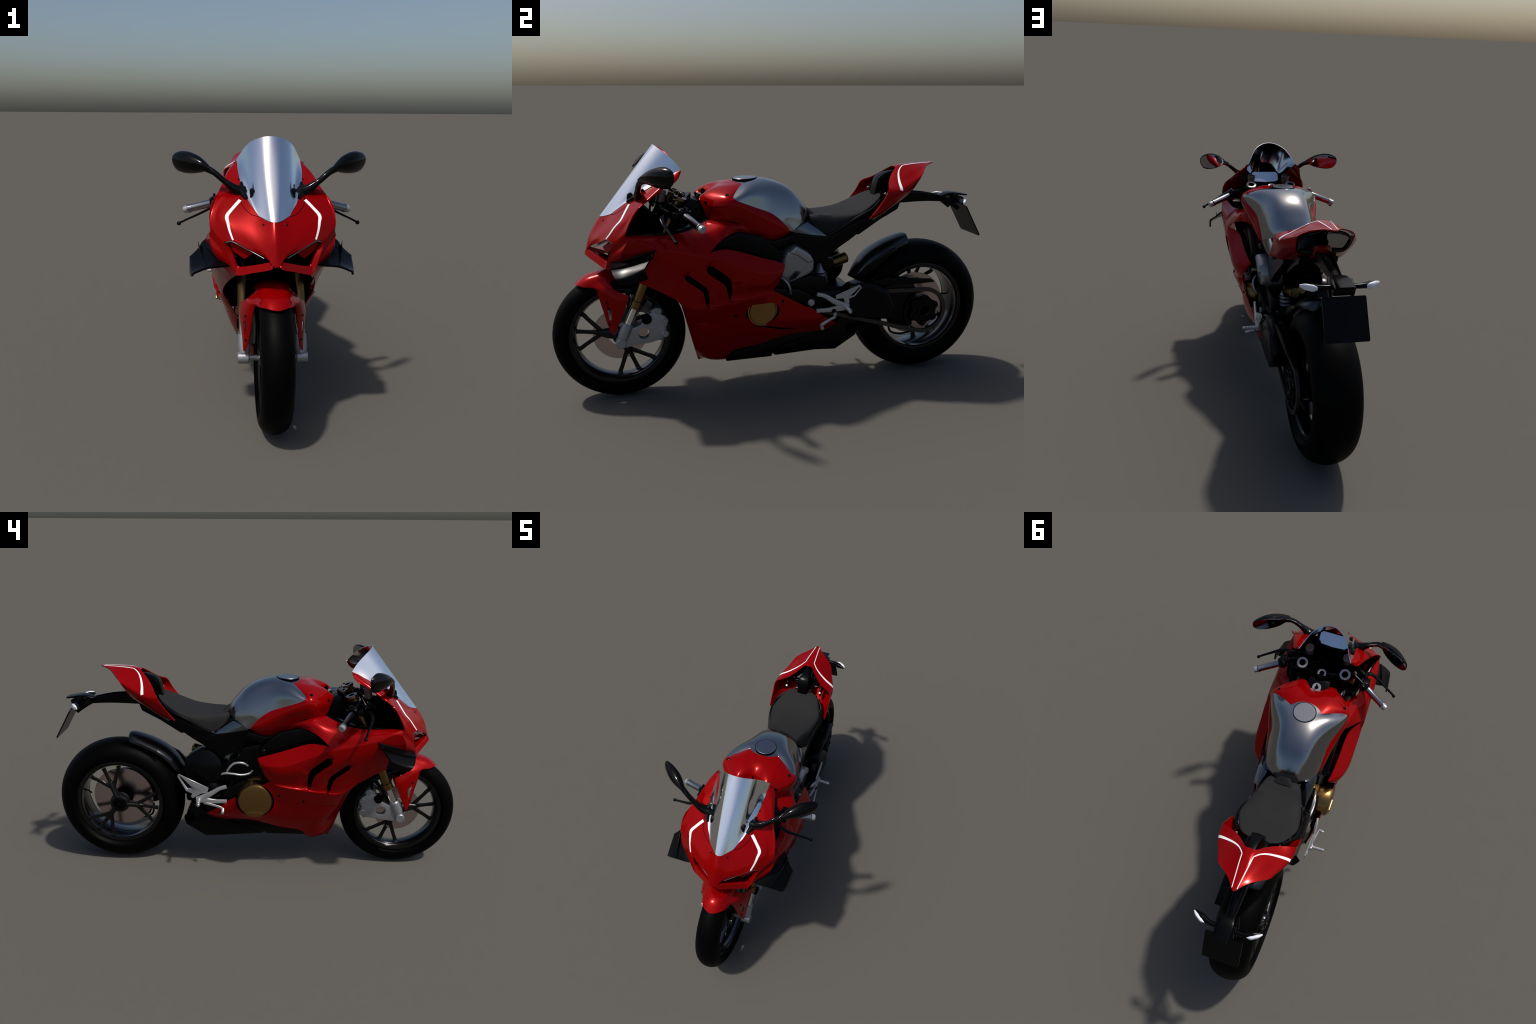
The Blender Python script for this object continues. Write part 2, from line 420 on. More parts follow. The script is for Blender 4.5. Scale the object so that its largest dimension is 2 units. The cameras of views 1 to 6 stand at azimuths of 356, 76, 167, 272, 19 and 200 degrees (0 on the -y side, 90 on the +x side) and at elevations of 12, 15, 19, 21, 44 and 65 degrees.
# ------------------------------------------------------------------ front mudguard
fen = dict(
    c0=(0, -0.893, 0.526), c1=(0, -0.850, 0.561), c2=(0, -0.800, 0.577), c3=(0, -0.735, 0.590), c4=(0, -0.65, 0.578),
    a0=(0.034, -0.880, 0.530), a1=(0.040, -0.845, 0.554), a2=(0.043, -0.797, 0.569), a3=(0.047, -0.735, 0.579), a4=(0.05, -0.65, 0.567),
    b0=(0.060, -0.850, 0.527), b1=(0.064, -0.830, 0.535), b2=(0.068, -0.795, 0.543), b3=(0.072, -0.735, 0.552), b4=(0.074, -0.65, 0.538),
    e1=(0.068, -0.822, 0.524), e2=(0.074, -0.803, 0.515), f1=(0.090, -0.785, 0.520), g1=(0.104, -0.73, 0.521), h1=(0.124, -0.672, 0.495),
    e3=(0.082, -0.793, 0.480), f3=(0.104, -0.766, 0.472), g3=(0.122, -0.715, 0.467), h3=(0.127, -0.683, 0.458),
    e4=(0.088, -0.778, 0.420), f4=(0.106, -0.757, 0.418), g4=(0.118, -0.728, 0.418), h4=(0.122, -0.700, 0.415),
    e5=(0.097, -0.763, 0.360), f5=(0.107, -0.752, 0.358), g5=(0.114, -0.738, 0.358), h5=(0.116, -0.723, 0.360),
    e6=(0.106, -0.750, 0.330), h6=(0.113, -0.742, 0.326))
fen_f = ["c0 c1 a1 a0", "c1 c2 a2 a1", "c2 c3 a3 a2", "c3 c4 a4 a3", "a0 a1 b1 b0", "a1 a2 b2 b1", "a2 a3 b3 b2", "a3 a4 b4 b3",
         "b0 b1 e1", "b1 b2 f1 e1", "b2 b3 g1 f1", "e1 f1 e2", "e2 f1 f3 e3", "f1 g1 g3 f3", "g1 h1 h3 g3",
         "e3 f3 f4 e4", "f3 g3 g4 f4", "g3 h3 h4 g4", "e4 f4 f5 e5", "f4 g4 g5 f5", "g4 h4 h5 g5", "e5 f5 e6", "f5 g5 h6 e6", "g5 h5 h6"]
def ring_cut(pts, x0, x1): return prism(pts, x0, x1, 0)
hole = [(-0.763, 0.452), (-0.742, 0.434), (-0.748, 0.392), (-0.755, 0.388)]
mud = cage("front_mudguard", fen, fen_f, [("b3 g1 h1", 0.3), ("f1 g1", 0.4)], 3, 0.0035, RED, "weld", (0, -0.72, 0.4),
           cutters=[ring_cut(hole, 0.06, 0.16), ring_cut(hole, -0.16, -0.06)])
mt = bvh(mud, (0, -0.70, 0.42))
for s in (1, -1):
    for p in ((0.1, -0.76, 0.468), (0.104, -0.757, 0.372)):
        stud(mt, (s * p[0], p[1], p[2]), 0.005, 0.003, GLOSS, mud, hint=(0, -1, 0))

# ------------------------------------------------------------------ upper fairing (nose, cheeks, cockpit rim)
up = dict(
    a0=(0, -0.770, 0.815), a1=(0, -0.803, 0.766), a2=(0, -0.823, 0.720), a3=(0, -0.838, 0.667),
    w1=(0.030, -0.751, 0.820), m11=(0.033, -0.788, 0.768), m12=(0.030, -0.812, 0.722), i0=(0.015, -0.834, 0.673),
    c1=(0.057, -0.723, 0.832), m21=(0.075, -0.757, 0.785), m22=(0.070, -0.790, 0.738), i1=(0.038, -0.812, 0.698),
    e1=(0.083, -0.682, 0.867), m31=(0.125, -0.722, 0.806), m32=(0.115, -0.760, 0.757), i15=(0.095, -0.782, 0.723),
    e2=(0.100, -0.643, 0.895), s2=(0.171, -0.686, 0.828), sm=(0.164, -0.722, 0.786), i2=(0.151, -0.749, 0.747),
    e25=(0.108, -0.617, 0.912), q1=(0.192, -0.660, 0.846), q2=(0.203, -0.690, 0.795), i3=(0.184, -0.723, 0.738),
    e3=(0.114, -0.590, 0.930), r1=(0.176, -0.618, 0.890), r2=(0.219, -0.652, 0.838), k6=(0.236, -0.670, 0.798),
    e35=(0.118, -0.560, 0.948), r11=(0.170, -0.590, 0.916), r12=(0.208, -0.618, 0.878), k5=(0.231, -0.650, 0.842),
    e4=(0.121, -0.530, 0.967), r21=(0.162, -0.555, 0.940), r22=(0.195, -0.585, 0.908), k4=(0.220, -0.623, 0.878),
    e45=(0.124, -0.500, 0.983), r31=(0.157, -0.523, 0.960), r32=(0.182, -0.550, 0.935), k3=(0.204, -0.586, 0.900),
    e5=(0.127, -0.470, 1.000), r41=(0.150, -0.484, 0.984), r42=(0.168, -0.500, 0.966), k2=(0.181, -0.522, 0.942),
    e6=(0.130, -0.437, 1.014), r51=(0.139, -0.441, 1.003), r52=(0.152, -0.449, 0.988), k1=(0.165, -0.466, 0.972),
    i3a=(0.179, -0.730, 0.715), k7=(0.232, -0.676, 0.767), i3b=(0.170, -0.738, 0.690), A0=(0.237, -0.668, 0.752),
    i3m=(0.160, -0.746, 0.665), j1=(0.226, -0.690, 0.710), i4u=(0.149, -0.753, 0.643), j2=(0.197, -0.698, 0.655),
    i4=(0.137, -0.758, 0.622), j3=(0.152, -0.706, 0.598))
rows = ["a0 a1 a2 a3", "w1 m11 m12 i0", "c1 m21 m22 i1", "e1 m31 m32 i15", "e2 s2 sm i2", "e25 q1 q2 i3", "e3 r1 r2 k6",
        "e35 r11 r12 k5", "e4 r21 r22 k4", "e45 r31 r32 k3", "e5 r41 r42 k2", "e6 r51 r52 k1"]
upf = []
for ra, rb in zip(rows[:-1], rows[1:]):
    A, B = ra.split(), rb.split()
    upf += ["%s %s %s %s" % (A[i], A[i + 1], B[i + 1], B[i]) for i in range(3)]
cheek = [("i3", "k6"), ("i3a", "k7"), ("i3b", "A0"), ("i3m", "j1"), ("i4u", "j2"), ("i4", "j3")]
upf += ["%s %s %s %s" % (a, b, d_, c_) for (a, b), (c_, d_) in zip(cheek[:-1], cheek[1:])]
nose = cage("upper_fairing", up, upf, [("e2 s2 sm i2", 0.35), ("a0 a1 a2 a3", 0.25), ("i3 i3a i3b i3m i4u i4", 0.0)], 3, 0.004, RED, "weld",
            (0, -0.45, 0.75), corners=("i3", "i4", "j3", "c1", "a3"))
nt_ = bvh(nose, (0, -0.50, 0.78))
for s in (1, -1):
    F_ = lambda p: (p[0] * s, p[1], p[2])
    decal("white_stripe", nt_, [F_(p) for p in ((0.121, -0.650, 0.881), (0.148, -0.668, 0.853), (0.171, -0.688, 0.829), (0.168, -0.708, 0.806), (0.161, -0.730, 0.776), (0.151, -0.750, 0.750))],
          [0.014, 0.013, 0.014, 0.010, 0.008, 0.006], WHITE, nose, hint=(0, -1, 0.3))
    for p in ((0.139, -0.446, 1.006), (0.123, -0.557, 0.946), (0.044, -0.760, 0.809)):
        stud(nt_, F_(p), 0.0042, 0.002, GLOSS, nose, hint=(0, -1, 0.3))
    # dark seam between nose cone and the screen surround
    decal("panel_seam", nt_, [F_(p) for p in ((0.058, -0.724, 0.830), (0.085, -0.710, 0.838), (0.112, -0.677, 0.862), (0.119, -0.650, 0.882), (0.121, -0.634, 0.893))],
          [0.0022] * 5, DEEP, nose, lift=0.0005, hint=(0, -1, 0.3))
    # air-intake mouth: lip, floor and outer wall
    du = dict(l0=(0.014, -0.836, 0.668), l1=(0.024, -0.835, 0.657), l2=(0.080, -0.797, 0.638), l3=(0.137, -0.758, 0.621),
              f0=(0.024, -0.826, 0.682), f1=(0.036, -0.816, 0.677), f2=(0.086, -0.781, 0.660), f3=(0.131, -0.746, 0.650),
              g0=(0.03, -0.73, 0.645), g1=(0.045, -0.725, 0.640), g2=(0.09, -0.705, 0.628), g3=(0.128, -0.680, 0.632),
              u1=(0.160, -0.746, 0.665), v1=(0.146, -0.736, 0.682), h1=(0.146, -0.67, 0.680),
              u2=(0.179, -0.730, 0.715), v2=(0.161, -0.718, 0.716), h2=(0.158, -0.655, 0.71),
              u3=(0.184, -0.723, 0.738), v3=(0.170, -0.708, 0.737), h3=(0.165, -0.645, 0.74))
    duf = ["l0 l1 f1 f0", "l1 l2 f2 f1", "l2 l3 f3 f2", "f0 f1 g1 g0", "f1 f2 g2 g1", "f2 f3 g3 g2", "l3 u1 v1 f3", "u1 u2 v2 v1", "u2 u3 v3 v2",
           "f3 v1 h1 g3", "v1 v2 h2 h1", "v2 v3 h3 h2"]
    cage("intake_duct", du, duf, [("l1 l2 l3", 0.3), ("f0 f1 f2 f3 v1 v2 v3", 0.6), ("l3 f3", 0.3)], 3, 0.002, RED, s, (s * 0.1, -0.70, 0.72), parent=nose)
    dk = Part()
    dk.add(prism([(-0.745, 0.665), (-0.735, 0.72), (-0.69, 0.75), (-0.62, 0.76), (-0.60, 0.68)], s * 0.035, s * 0.125, 0), DEEP)
    dk.add(prism([(-0.785, 0.700), (-0.775, 0.722), (-0.69, 0.765), (-0.68, 0.755), (-0.70, 0.735)], s * 0.012, s * 0.05, 0), DEEP)
    dk.obj("intake_core", nose)
    vane = [V((s * x, y, z)) for x, y, z in ((0.163, -0.722, 0.734), (0.150, -0.728, 0.705), (0.110, -0.750, 0.680), (0.080, -0.765, 0.702), (0.12, -0.742, 0.728))]
    one("intake_vane", loft([vane, [p + V((0, 0.006, 0.003)) for p in vane]]), RED, nose)
    one("intake_edge_trim", sweep([F_(p) for p in ((0.042, -0.806, 0.6930), (0.095, -0.776, 0.7180), (0.149, -0.7445, 0.7415), (0.165, -0.733, 0.7405), (0.178, -0.722, 0.7350))], [(0.0016, 0.0016), (0.002, 0.002), (0.0028, 0.0028), (0.003, 0.003), (0.002, 0.002)], 8), SILVER, nose)
    one("headlamp", ellipsoid((s * 0.105, -0.705, 0.700), (0.02, 0.012, 0.012)), GLOSS, nose)
dk = Part()
dk.add(prism([(-0.53, 0.61), (-0.56, 0.67), (-0.55, 0.72), (-0.50, 0.72), (-0.48, 0.60)], -0.12, 0.12, 0.004), DEEP)
dk.both(prism([(-0.525, 0.60), (-0.50, 0.615), (-0.42, 0.43), (-0.44, 0.42)], 0.098, 0.155, 0.004), DEEP)
dk.obj("nose_undertray", nose)

# ------------------------------------------------------------------ windscreen
SCB = dict(c=((0, -0.7705, 0.8165), (0, -0.539, 1.1105)), b=((0.0155, -0.7655, 0.8180), (0.024, -0.5357, 1.1085)), d=((0.030, -0.7515, 0.8215), (0.048, -0.5255, 1.1015)),
           e=((0.0575, -0.7235, 0.8335), (0.083, -0.498, 1.082)), g=((0.074, -0.696, 0.8565), (0.109, -0.462, 1.047)))
sc = {}
for k, (p0, p1) in SCB.items():          # straight generators from the nose to the upper lip, with a trace of bulge
    for i, t in enumerate((0, 0.22, 0.5, 0.77, 1.0)):
        b = 0.003 * 4 * t * (1 - t) if k != "c" else 0.001 * 4 * t * (1 - t)
        sc["%s%d" % (k, i)] = (p0[0] + (p1[0] - p0[0]) * t + (b if k != "c" else 0.0), p0[1] + (p1[1] - p0[1]) * t - b * 0.5, p0[2] + (p1[2] - p0[2]) * t + b * 0.4)
sc.update(h0=(0.084, -0.6825, 0.8680), h1=(0.1005, -0.6435, 0.8965), h2=(0.1150, -0.5905, 0.9315), h3=(0.1245, -0.515, 0.9755), h4=(0.1280, -0.4375, 1.0140))
scf = []
for a, b in (("c", "b"), ("b", "d"), ("d", "e"), ("e", "g"), ("g", "h")):
    scf += ["%s%d %s%d %s%d %s%d" % (a, i, a, i + 1, b, i + 1, b, i) for i in range(4)]
cage("windscreen", sc, scf, [], 3, 0.003, SCREEN, "weld", (0, -0.45, 0.85), corners=("e0", "h4"))

# ------------------------------------------------------------------ side fairings
SLOT_REAR = [(-0.334, 0.635), (-0.350, 0.632), (-0.362, 0.621), (-0.358, 0.609), (-0.290, 0.553), (-0.280, 0.540), (-0.265, 0.481), (-0.259, 0.480), (-0.249, 0.502), (-0.255, 0.557), (-0.262, 0.573), (-0.277, 0.588)]
SLOT_FRONT = [(-0.429, 0.598), (-0.440, 0.596), (-0.447, 0.587), (-0.440, 0.574), (-0.380, 0.526), (-0.371, 0.514), (-0.359, 0.455), (-0.353, 0.454), (-0.344, 0.462), (-0.345, 0.486), (-0.350, 0.521), (-0.360, 0.537)]
LINE_REAR = [(-0.352, 0.620), (-0.272, 0.549), (-0.260, 0.483)]
LINE_FRONT = [(-0.441, 0.583), (-0.365, 0.520), (-0.353, 0.456)]
def seg_rear(p, line):
    """signed distance to the gill line, positive towards the rear, plus position along it"""
    best = (9, 0)
    for i, (a, b) in enumerate(zip(line[:-1], line[1:])):
        ax, ay = a; dx, dy = b[0] - ax, b[1] - ay; L2 = dx * dx + dy * dy
        t = ((p[0] - ax) * dx + (p[1] - ay) * dy) / L2; tc = max(0, min(1, t))
        qx, qy = ax + dx * tc, ay + dy * tc
        d_ = math.hypot(p[0] - qx, p[1] - qy)
        sg = 1 if (dx * (p[1] - ay) - dy * (p[0] - ax)) > 0 else -1
        if d_ < abs(best[0]): best = (sg * d_, i + tc, abs(t - tc) * math.sqrt(L2))
    return best
def gill(co, no):
    q = (co.y, co.z); push = 0
    for line, dep, ln in ((LINE_REAR, 0.021, 0.070), (LINE_FRONT, 0.018, 0.056)):
        d_, t, over = seg_rear(q, line)
        if 0.0 < d_ < ln:
            u = d_ / ln; ramp = min(1.0, d_ / 0.007); ramp = ramp * ramp * (3 - 2 * ramp)
            fade = max(0.0, 1 - over / 0.030); fade = fade * fade * (3 - 2 * fade)
            push = max(push, dep * ramp * (1 - u) ** 1.5 * fade)
    co.x -= math.copysign(push, co.x)
    return co
sd = dict(
    k7=(0.2325, -0.676, 0.767), T1=(0.221, -0.653, 0.774), T2=(0.210, -0.577, 0.768), T3=(0.200, -0.490, 0.765), T4=(0.185, -0.434, 0.771),
    T5=(0.160, -0.398, 0.776), T6=(0.128, -0.325, 0.806),
    A0=(0.2375, -0.668, 0.752), A1=(0.245, -0.607, 0.738), A2=(0.251, -0.560, 0.722), A3=(0.254, -0.438, 0.695), A4=(0.256, -0.372, 0.683),
    N1=(0.240, -0.630, 0.757), N2=(0.236, -0.565, 0.748), N3=(0.234, -0.45, 0.737), M4=(0.224, -0.418, 0.740), M5=(0.212, -0.380, 0.748), M6=(0.200, -0.325, 0.768), M7=(0.196, -0.270, 0.778), M8=(0.172, -0.205, 0.770),
    v1=(0.168, -0.265, 0.803), v2=(0.163, -0.205, 0.786), v3=(0.150, -0.165, 0.775), U4=(0.140, -0.160, 0.738), U0=(0.248, -0.345, 0.693), U1=(0.228, -0.305, 0.727), U2=(0.203, -0.262, 0.748), U3=(0.158, -0.200, 0.753),
    A5=(0.2555, -0.290, 0.652), A6=(0.2525, -0.213, 0.622), A7=(0.246, -0.125, 0.594), A8=(0.214, -0.040, 0.584),
    B1=(0.203, -0.262, 0.690), B2=(0.194, -0.158, 0.657), B3=(0.184, -0.040, 0.617), R0=(0.180, -0.014, 0.594),
    j1=(0.2265, -0.690, 0.710), j2=(0.1975, -0.698, 0.655), j3=(0.1525, -0.706, 0.598),
    b1=(0.226, -0.607, 0.655), b2=(0.240, -0.545, 0.642), b3=(0.243, -0.438, 0.610), b4=(0.247, -0.360, 0.590), b5=(0.247, -0.290, 0.572),
    b6=(0.249, -0.210, 0.562), b7=(0.246, -0.120, 0.550), b8=(0.207, -0.043, 0.540),
    e1=(0.168, -0.640, 0.567), e2=(0.177, -0.575, 0.537), e3=(0.186, -0.500, 0.495), e4=(0.173, -0.456, 0.447), e5=(0.136, -0.437, 0.378),
    C4=(0.202, -0.388, 0.440), C5=(0.224, -0.272, 0.458), C6=(0.231, -0.190, 0.472), C7=(0.228, -0.110, 0.486), C8=(0.207, -0.073, 0.500),
    c4=(0.200, -0.384, 0.458), c5=(0.220, -0.270, 0.479), c6=(0.226, -0.190, 0.494), c7=(0.226, -0.110, 0.506),
    D4=(0.163, -0.378, 0.366), D5=(0.184, -0.270, 0.376), D6=(0.191, -0.190, 0.386), D7=(0.199, -0.110, 0.396), D8=(0.207, -0.035, 0.405), D9=(0.203, 0.0, 0.458), D10=(0.190, 0.075, 0.412))
sdf = ["k7 T1 N1 A0", "T1 T2 N2 N1", "T2 T3 N3 N2", "A0 N1 A1", "N1 N2 A2 A1", "N2 N3 A3 A2", "T3 T4 M4 N3", "N3 M4 A3", "T4 T5 M5 M4", "T5 T6 M6 M5", "T6 v1 M7 M6", "v1 v2 M8 M7",
       "M4 M5 A4 A3", "M5 M6 U1 U0", "M5 U0 A4", "M6 M7 U2 U1", "M7 M8 U3 U2", "v2 v3 U4 M8", "M8 U4 U3",
       "A4 U0 A5", "U0 B1 A6 A5", "B1 B2 A7 A6", "B2 B3 A8 A7", "B3 R0 A8",
       "A0 A1 b1 j1", "j1 b1 j2", "j2 b1 e1 j3", "A1 A2 b2 b1", "b1 b2 e2 e1", "A2 A3 b3 b2", "b2 b3 e3 e2", "A3 A4 b4 b3", "b3 b4 c4 e3", "e3 c4 C4",
       "A4 A5 b5 b4", "b4 b5 c5 c4", "c4 c5 C5 C4", "A5 A6 b6 b5", "b5 b6 c6 c5", "c5 c6 C6 C5", "A6 A7 b7 b6", "b6 b7 c7 c6", "c6 c7 C7 C6", "A7 A8 b8 b7", "A8 R0 b8", "b7 b8 C8 c7", "c7 C8 C7",
       "e3 C4 D4 e4", "e4 D4 e5", "C4 C5 D5 D4", "C5 C6 D6 D5", "C6 C7 D7 D6", "C7 C8 D8 D7", "C8 D9 D8", "D8 D9 D10"]
lo = dict(
    e5=(0.136, -0.437, 0.377), D4=(0.163, -0.378, 0.365), D5=(0.184, -0.270, 0.375), D6=(0.191, -0.190, 0.385), D7=(0.199, -0.110, 0.395), D8=(0.207, -0.035, 0.404), D10=(0.190, 0.075, 0.411),
    f6=(0.107, -0.423, 0.325), f7=(0.080, -0.407, 0.260), f8=(0.048, -0.390, 0.190), f9=(0.0, -0.374, 0.126),
    E5=(0.143, -0.335, 0.287), E6=(0.156, -0.250, 0.295), E7=(0.165, -0.170, 0.303), E8=(0.174, -0.100, 0.310), E9=(0.186, -0.010, 0.325), E10=(0.180, 0.09, 0.335),
    G5=(0.110, -0.315, 0.215), G6=(0.072, -0.330, 0.155), t3=(0.172, 0.165, 0.355), E11=(0.168, 0.165, 0.312), tip=(0.153, 0.238, 0.304),
    q1=(0.070, -0.263, 0.144), q2=(0.100, -0.234, 0.192), q3=(0.116, -0.170, 0.214), q4=(0.130, -0.098, 0.234), q5=(0.140, 0.035, 0.268), q6=(0.134, 0.160, 0.267),
    z1=(0.0, -0.263, 0.140), z2=(0.0, -0.325, 0.132))
lof = ["e5 D4 E5 f6", "f6 E5 G5 f7", "f7 G5 G6 f8", "f8 G6 z2 f9", "G6 q1 z1 z2", "G5 E5 q2", "G5 q2 q1 G6", "D4 D5 E6 E5", "D5 D6 E7 E6", "D6 D7 E8 E7", "D7 D8 E9 E8",
       "E5 E6 q3 q2", "E6 E7 q4 q3", "E7 E8 q4", "E8 E9 q5 q4", "D8 D10 E10 E9", "D10 t3 E11 E10", "t3 tip E11", "E9 E10 q5", "E10 E11 q6 q5", "E11 tip q6"]
for s in (1, -1):
    cut = [prism(SLOT_REAR, s * 0.15, s * 0.30, 0), prism(SLOT_FRONT, s * 0.14, s * 0.29, 0)]
    if s > 0:   # generator cover window, flat at the top
        win = []
        for k in range(32):
            a = 2 * pi * k / 32; win.append((-0.116 + 0.074 * cos(a), min(0.446, 0.404 + 0.056 * sin(a))))
        hole_ = prism(win, 0.10, 0.26, 0)
    else:       # clutch cover window
        win = [(-0.002 + 0.094 * cos(2 * pi * k / 40), 0.392 + 0.093 * sin(2 * pi * k / 40)) for k in range(40)]
        hole_ = prism(win, -0.30, -0.10, 0)
    side = cage("side_fairing", sd, sdf, [("k7 A0 A1 A2 A3 A4 A5 A6 A7 A8", 0.75), ("C4 C5 C6 C7 C8", 0.7), ("T6 M6", 0.0)], 4, 0.004, RED, s, (0, -0.30, 0.6),
                mod=gill, cutters=cut + [hole_], corners=("T6", "U0", "C8", "e5", "j3"))
    low = cage("lower_fairing", lo, lof, [], 3, 0.004, RED, s, (0, -0.15, 0.4), cutters=[hole_], corners=("tip", "e5"))
    ts, tl = bvh(side, (0, -0.25, 0.5)), bvh(low, (0, -0.1, 0.35))
    for p in ((0.16, -0.378, 0.372),): stud(ts, (s * p[0], p[1], p[2]), 0.0065, 0.003, GLOSS, side, hint=(s, 0, 0))
    stud(ts, (s * 0.19, -0.235, 0.398), 0.0065, 0.003, GLOSS, side, hint=(s, 0, 0))
    stud(tl, (s * 0.165, 0.17, 0.325), 0.0045, 0.003, GLOSS, low, hint=(s, 0, 0))
    if s > 0:
        stud(ts, (0.19, -0.03, 0.447), 0.0065, 0.003, GLOSS, side, hint=(1, 0, 0))
        decal("vent_slit", tl, [(0.17, -0.16, 0.338), (0.17, -0.09, 0.332), (0.168, -0.02, 0.318), (0.165, 0.045, 0.305)], [0.002, 0.008, 0.012, 0.002], DEEP, low, 0.0008, hint=(1, 0, 0))
    else:
        stud(ts, (-0.2, -0.118, 0.432), 0.0065, 0.003, GLOSS, side, hint=(-1, 0, 0))
    # dark duct behind the gills
    gl = Part()
    gl.add(prism([(-0.46, 0.61), (-0.37, 0.645), (-0.24, 0.60), (-0.235, 0.475), (-0.34, 0.44), (-0.40, 0.47)], s * 0.15, s * 0.185, 0.004), DEEP)
    gl.obj("gill_duct", side)

# ------------------------------------------------------------------ winglets
wg = dict(r0=(0.150, -0.738, 0.656), r1=(0.190, -0.690, 0.672), r2=(0.228, -0.625, 0.695), r3=(0.256, -0.566, 0.717),
          s0=(0.195, -0.741, 0.653), s1=(0.222, -0.690, 0.664), s2=(0.250, -0.630, 0.683), s3=(0.268, -0.573, 0.706),
          f0=(0.240, -0.737, 0.648), f1=(0.254, -0.690, 0.655), f2=(0.267, -0.635, 0.672), f3=(0.277, -0.583, 0.692),
          t0=(0.272, -0.731, 0.636), t1=(0.281, -0.692, 0.641), t2=(0.291, -0.648, 0.654), t3=(0.295, -0.600, 0.674),
          u0=(0.299, -0.720, 0.622), u1=(0.305, -0.690, 0.624), u2=(0.310, -0.650, 0.638), u3=(0.313, -0.610, 0.660),
          w0=(0.303, -0.705, 0.605), w1=(0.308, -0.683, 0.601), w2=(0.313, -0.640, 0.607), w3=(0.315, -0.597, 0.620))
wgf = []
for a, b in zip("rsftu", "sftuw"):
    wgf += ["%s%d %s%d %s%d %s%d" % (a, i, a, i + 1, b, i + 1, b, i) for i in range(3)]
for s in (1, -1):
    wl = cage("winglet", wg, wgf, [("u0 u1 u2 u3", 0.4)], 3, 0.008, SATIN, s, (s * 0.2, -0.66, 0.4), corners=("u3", "w3", "w0"))
    fin = [[V((s * x, y, z)) for x, y, z in r] for r in (
        [(0.239, -0.739, 0.643), (0.243, -0.739, 0.643), (0.242, -0.739, 0.650), (0.240, -0.739, 0.650)],
        [(0.252, -0.690, 0.650), (0.257, -0.690, 0.650), (0.257, -0.690, 0.664), (0.255, -0.690, 0.664)],
        [(0.265, -0.635, 0.667), (0.270, -0.635, 0.667), (0.271, -0.635, 0.685), (0.269, -0.635, 0.685)],
        [(0.275, -0.581, 0.686), (0.280, -0.581, 0.686), (0.281, -0.580, 0.711), (0.279, -0.580, 0.711)])]
    one("winglet_fence", loft(fin), SATIN, wl)
    one("winglet_root", sweep([(s * 0.15, -0.735, 0.655), (s * 0.195, -0.69, 0.668), (s * 0.232, -0.63, 0.69), (s * 0.252, -0.56, 0.718)], [(0.014, 0.010), (0.012, 0.010), (0.010, 0.008), (0.003, 0.003)], 12), SATIN, wl)

# ------------------------------------------------------------------ mirrors
for s in (1, -1):
    P = Part()
    F_ = lambda x, y, z: V((s * x, y, z))
    # shell: a thin wedge, its flat glass side turned to the rider, its back bulging forward
    secs = [  # x, rear face y, z low, z high, depth forward
        (0.232, -0.600, 0.985, 1.002, 0.012), (0.246, -0.590, 0.981, 1.016, 0.024), (0.272, -0.573, 0.973, 1.037, 0.038), (0.305, -0.552, 0.9685, 1.050, 0.042),
        (0.335, -0.534, 0.970, 1.0535, 0.036), (0.360, -0.519, 0.979, 1.048, 0.024), (0.374, -0.511, 0.996, 1.039, 0.014), (0.379, -0.508, 1.010, 1.030, 0.007)]
    shape = [(0.0, 1.0), (-0.25, 0.98), (-0.62, 0.80), (-0.92, 0.45), (-1.0, 0.05), (-0.88, -0.40), (-0.55, -0.78), (-0.2, -0.97), (0.0, -1.0), (0.10, -0.9), (0.10, 0.0), (0.10, 0.9)]
    secs = [(x, y + 0.016 * min(1, i / 2), z0, z1, dp + 0.005) for i, (x, y, z0, z1, dp) in enumerate(secs)]
    rings = [[F_(x, y + a * dp, (z0 + z1) / 2 + b * (z1 - z0) / 2) for a, b in shape] for x, y, z0, z1, dp in secs]
    rr = [catmull([r[j] for r in rings], 4) for j in range(len(shape))]
    P.add(loft([[c[i] for c in rr] for i in range(len(rr[0]))]), GLOSS)
    mo = P.obj("mirror", None, 40)
    oc = []
    for x, y, z0, z1, dp in secs[1:-1]: oc.append((x, y + dp * 0.10 + 0.0015, z1 - 0.005))
    for x, y, z0, z1, dp in reversed(secs[1:-1]): oc.append((x, y + dp * 0.10 + 0.0015, z0 + 0.005))
    oc = catmull(oc, 3, True)
    one("mirror_glass", loft([[F_(*p) for p in oc], [F_(p.x, p.y - 0.004, p.z) for p in oc]]), MIRROR, mo, 30)
    st = Part()
    st.add(sweep([F_(0.108, -0.605, 0.908), F_(0.135, -0.612, 0.916), F_(0.175, -0.615, 0.945), F_(0.215, -0.608, 0.978), F_(0.250, -0.590, 0.995)],
                 [(0.030, 0.022), (0.021, 0.019), (0.012, 0.011), (0.011, 0.011), (0.012, 0.014)], 16, 2.6), GLOSS)
    st.add(sweep([F_(0.098, -0.655, 0.884), F_(0.112, -0.62, 0.905), F_(0.115, -0.585, 0.935)], [(0.006, 0.010), (0.014, 0.016), (0.006, 0.012)], 12, 3), GLOSS)
    st.obj("mirror_stalk", mo)

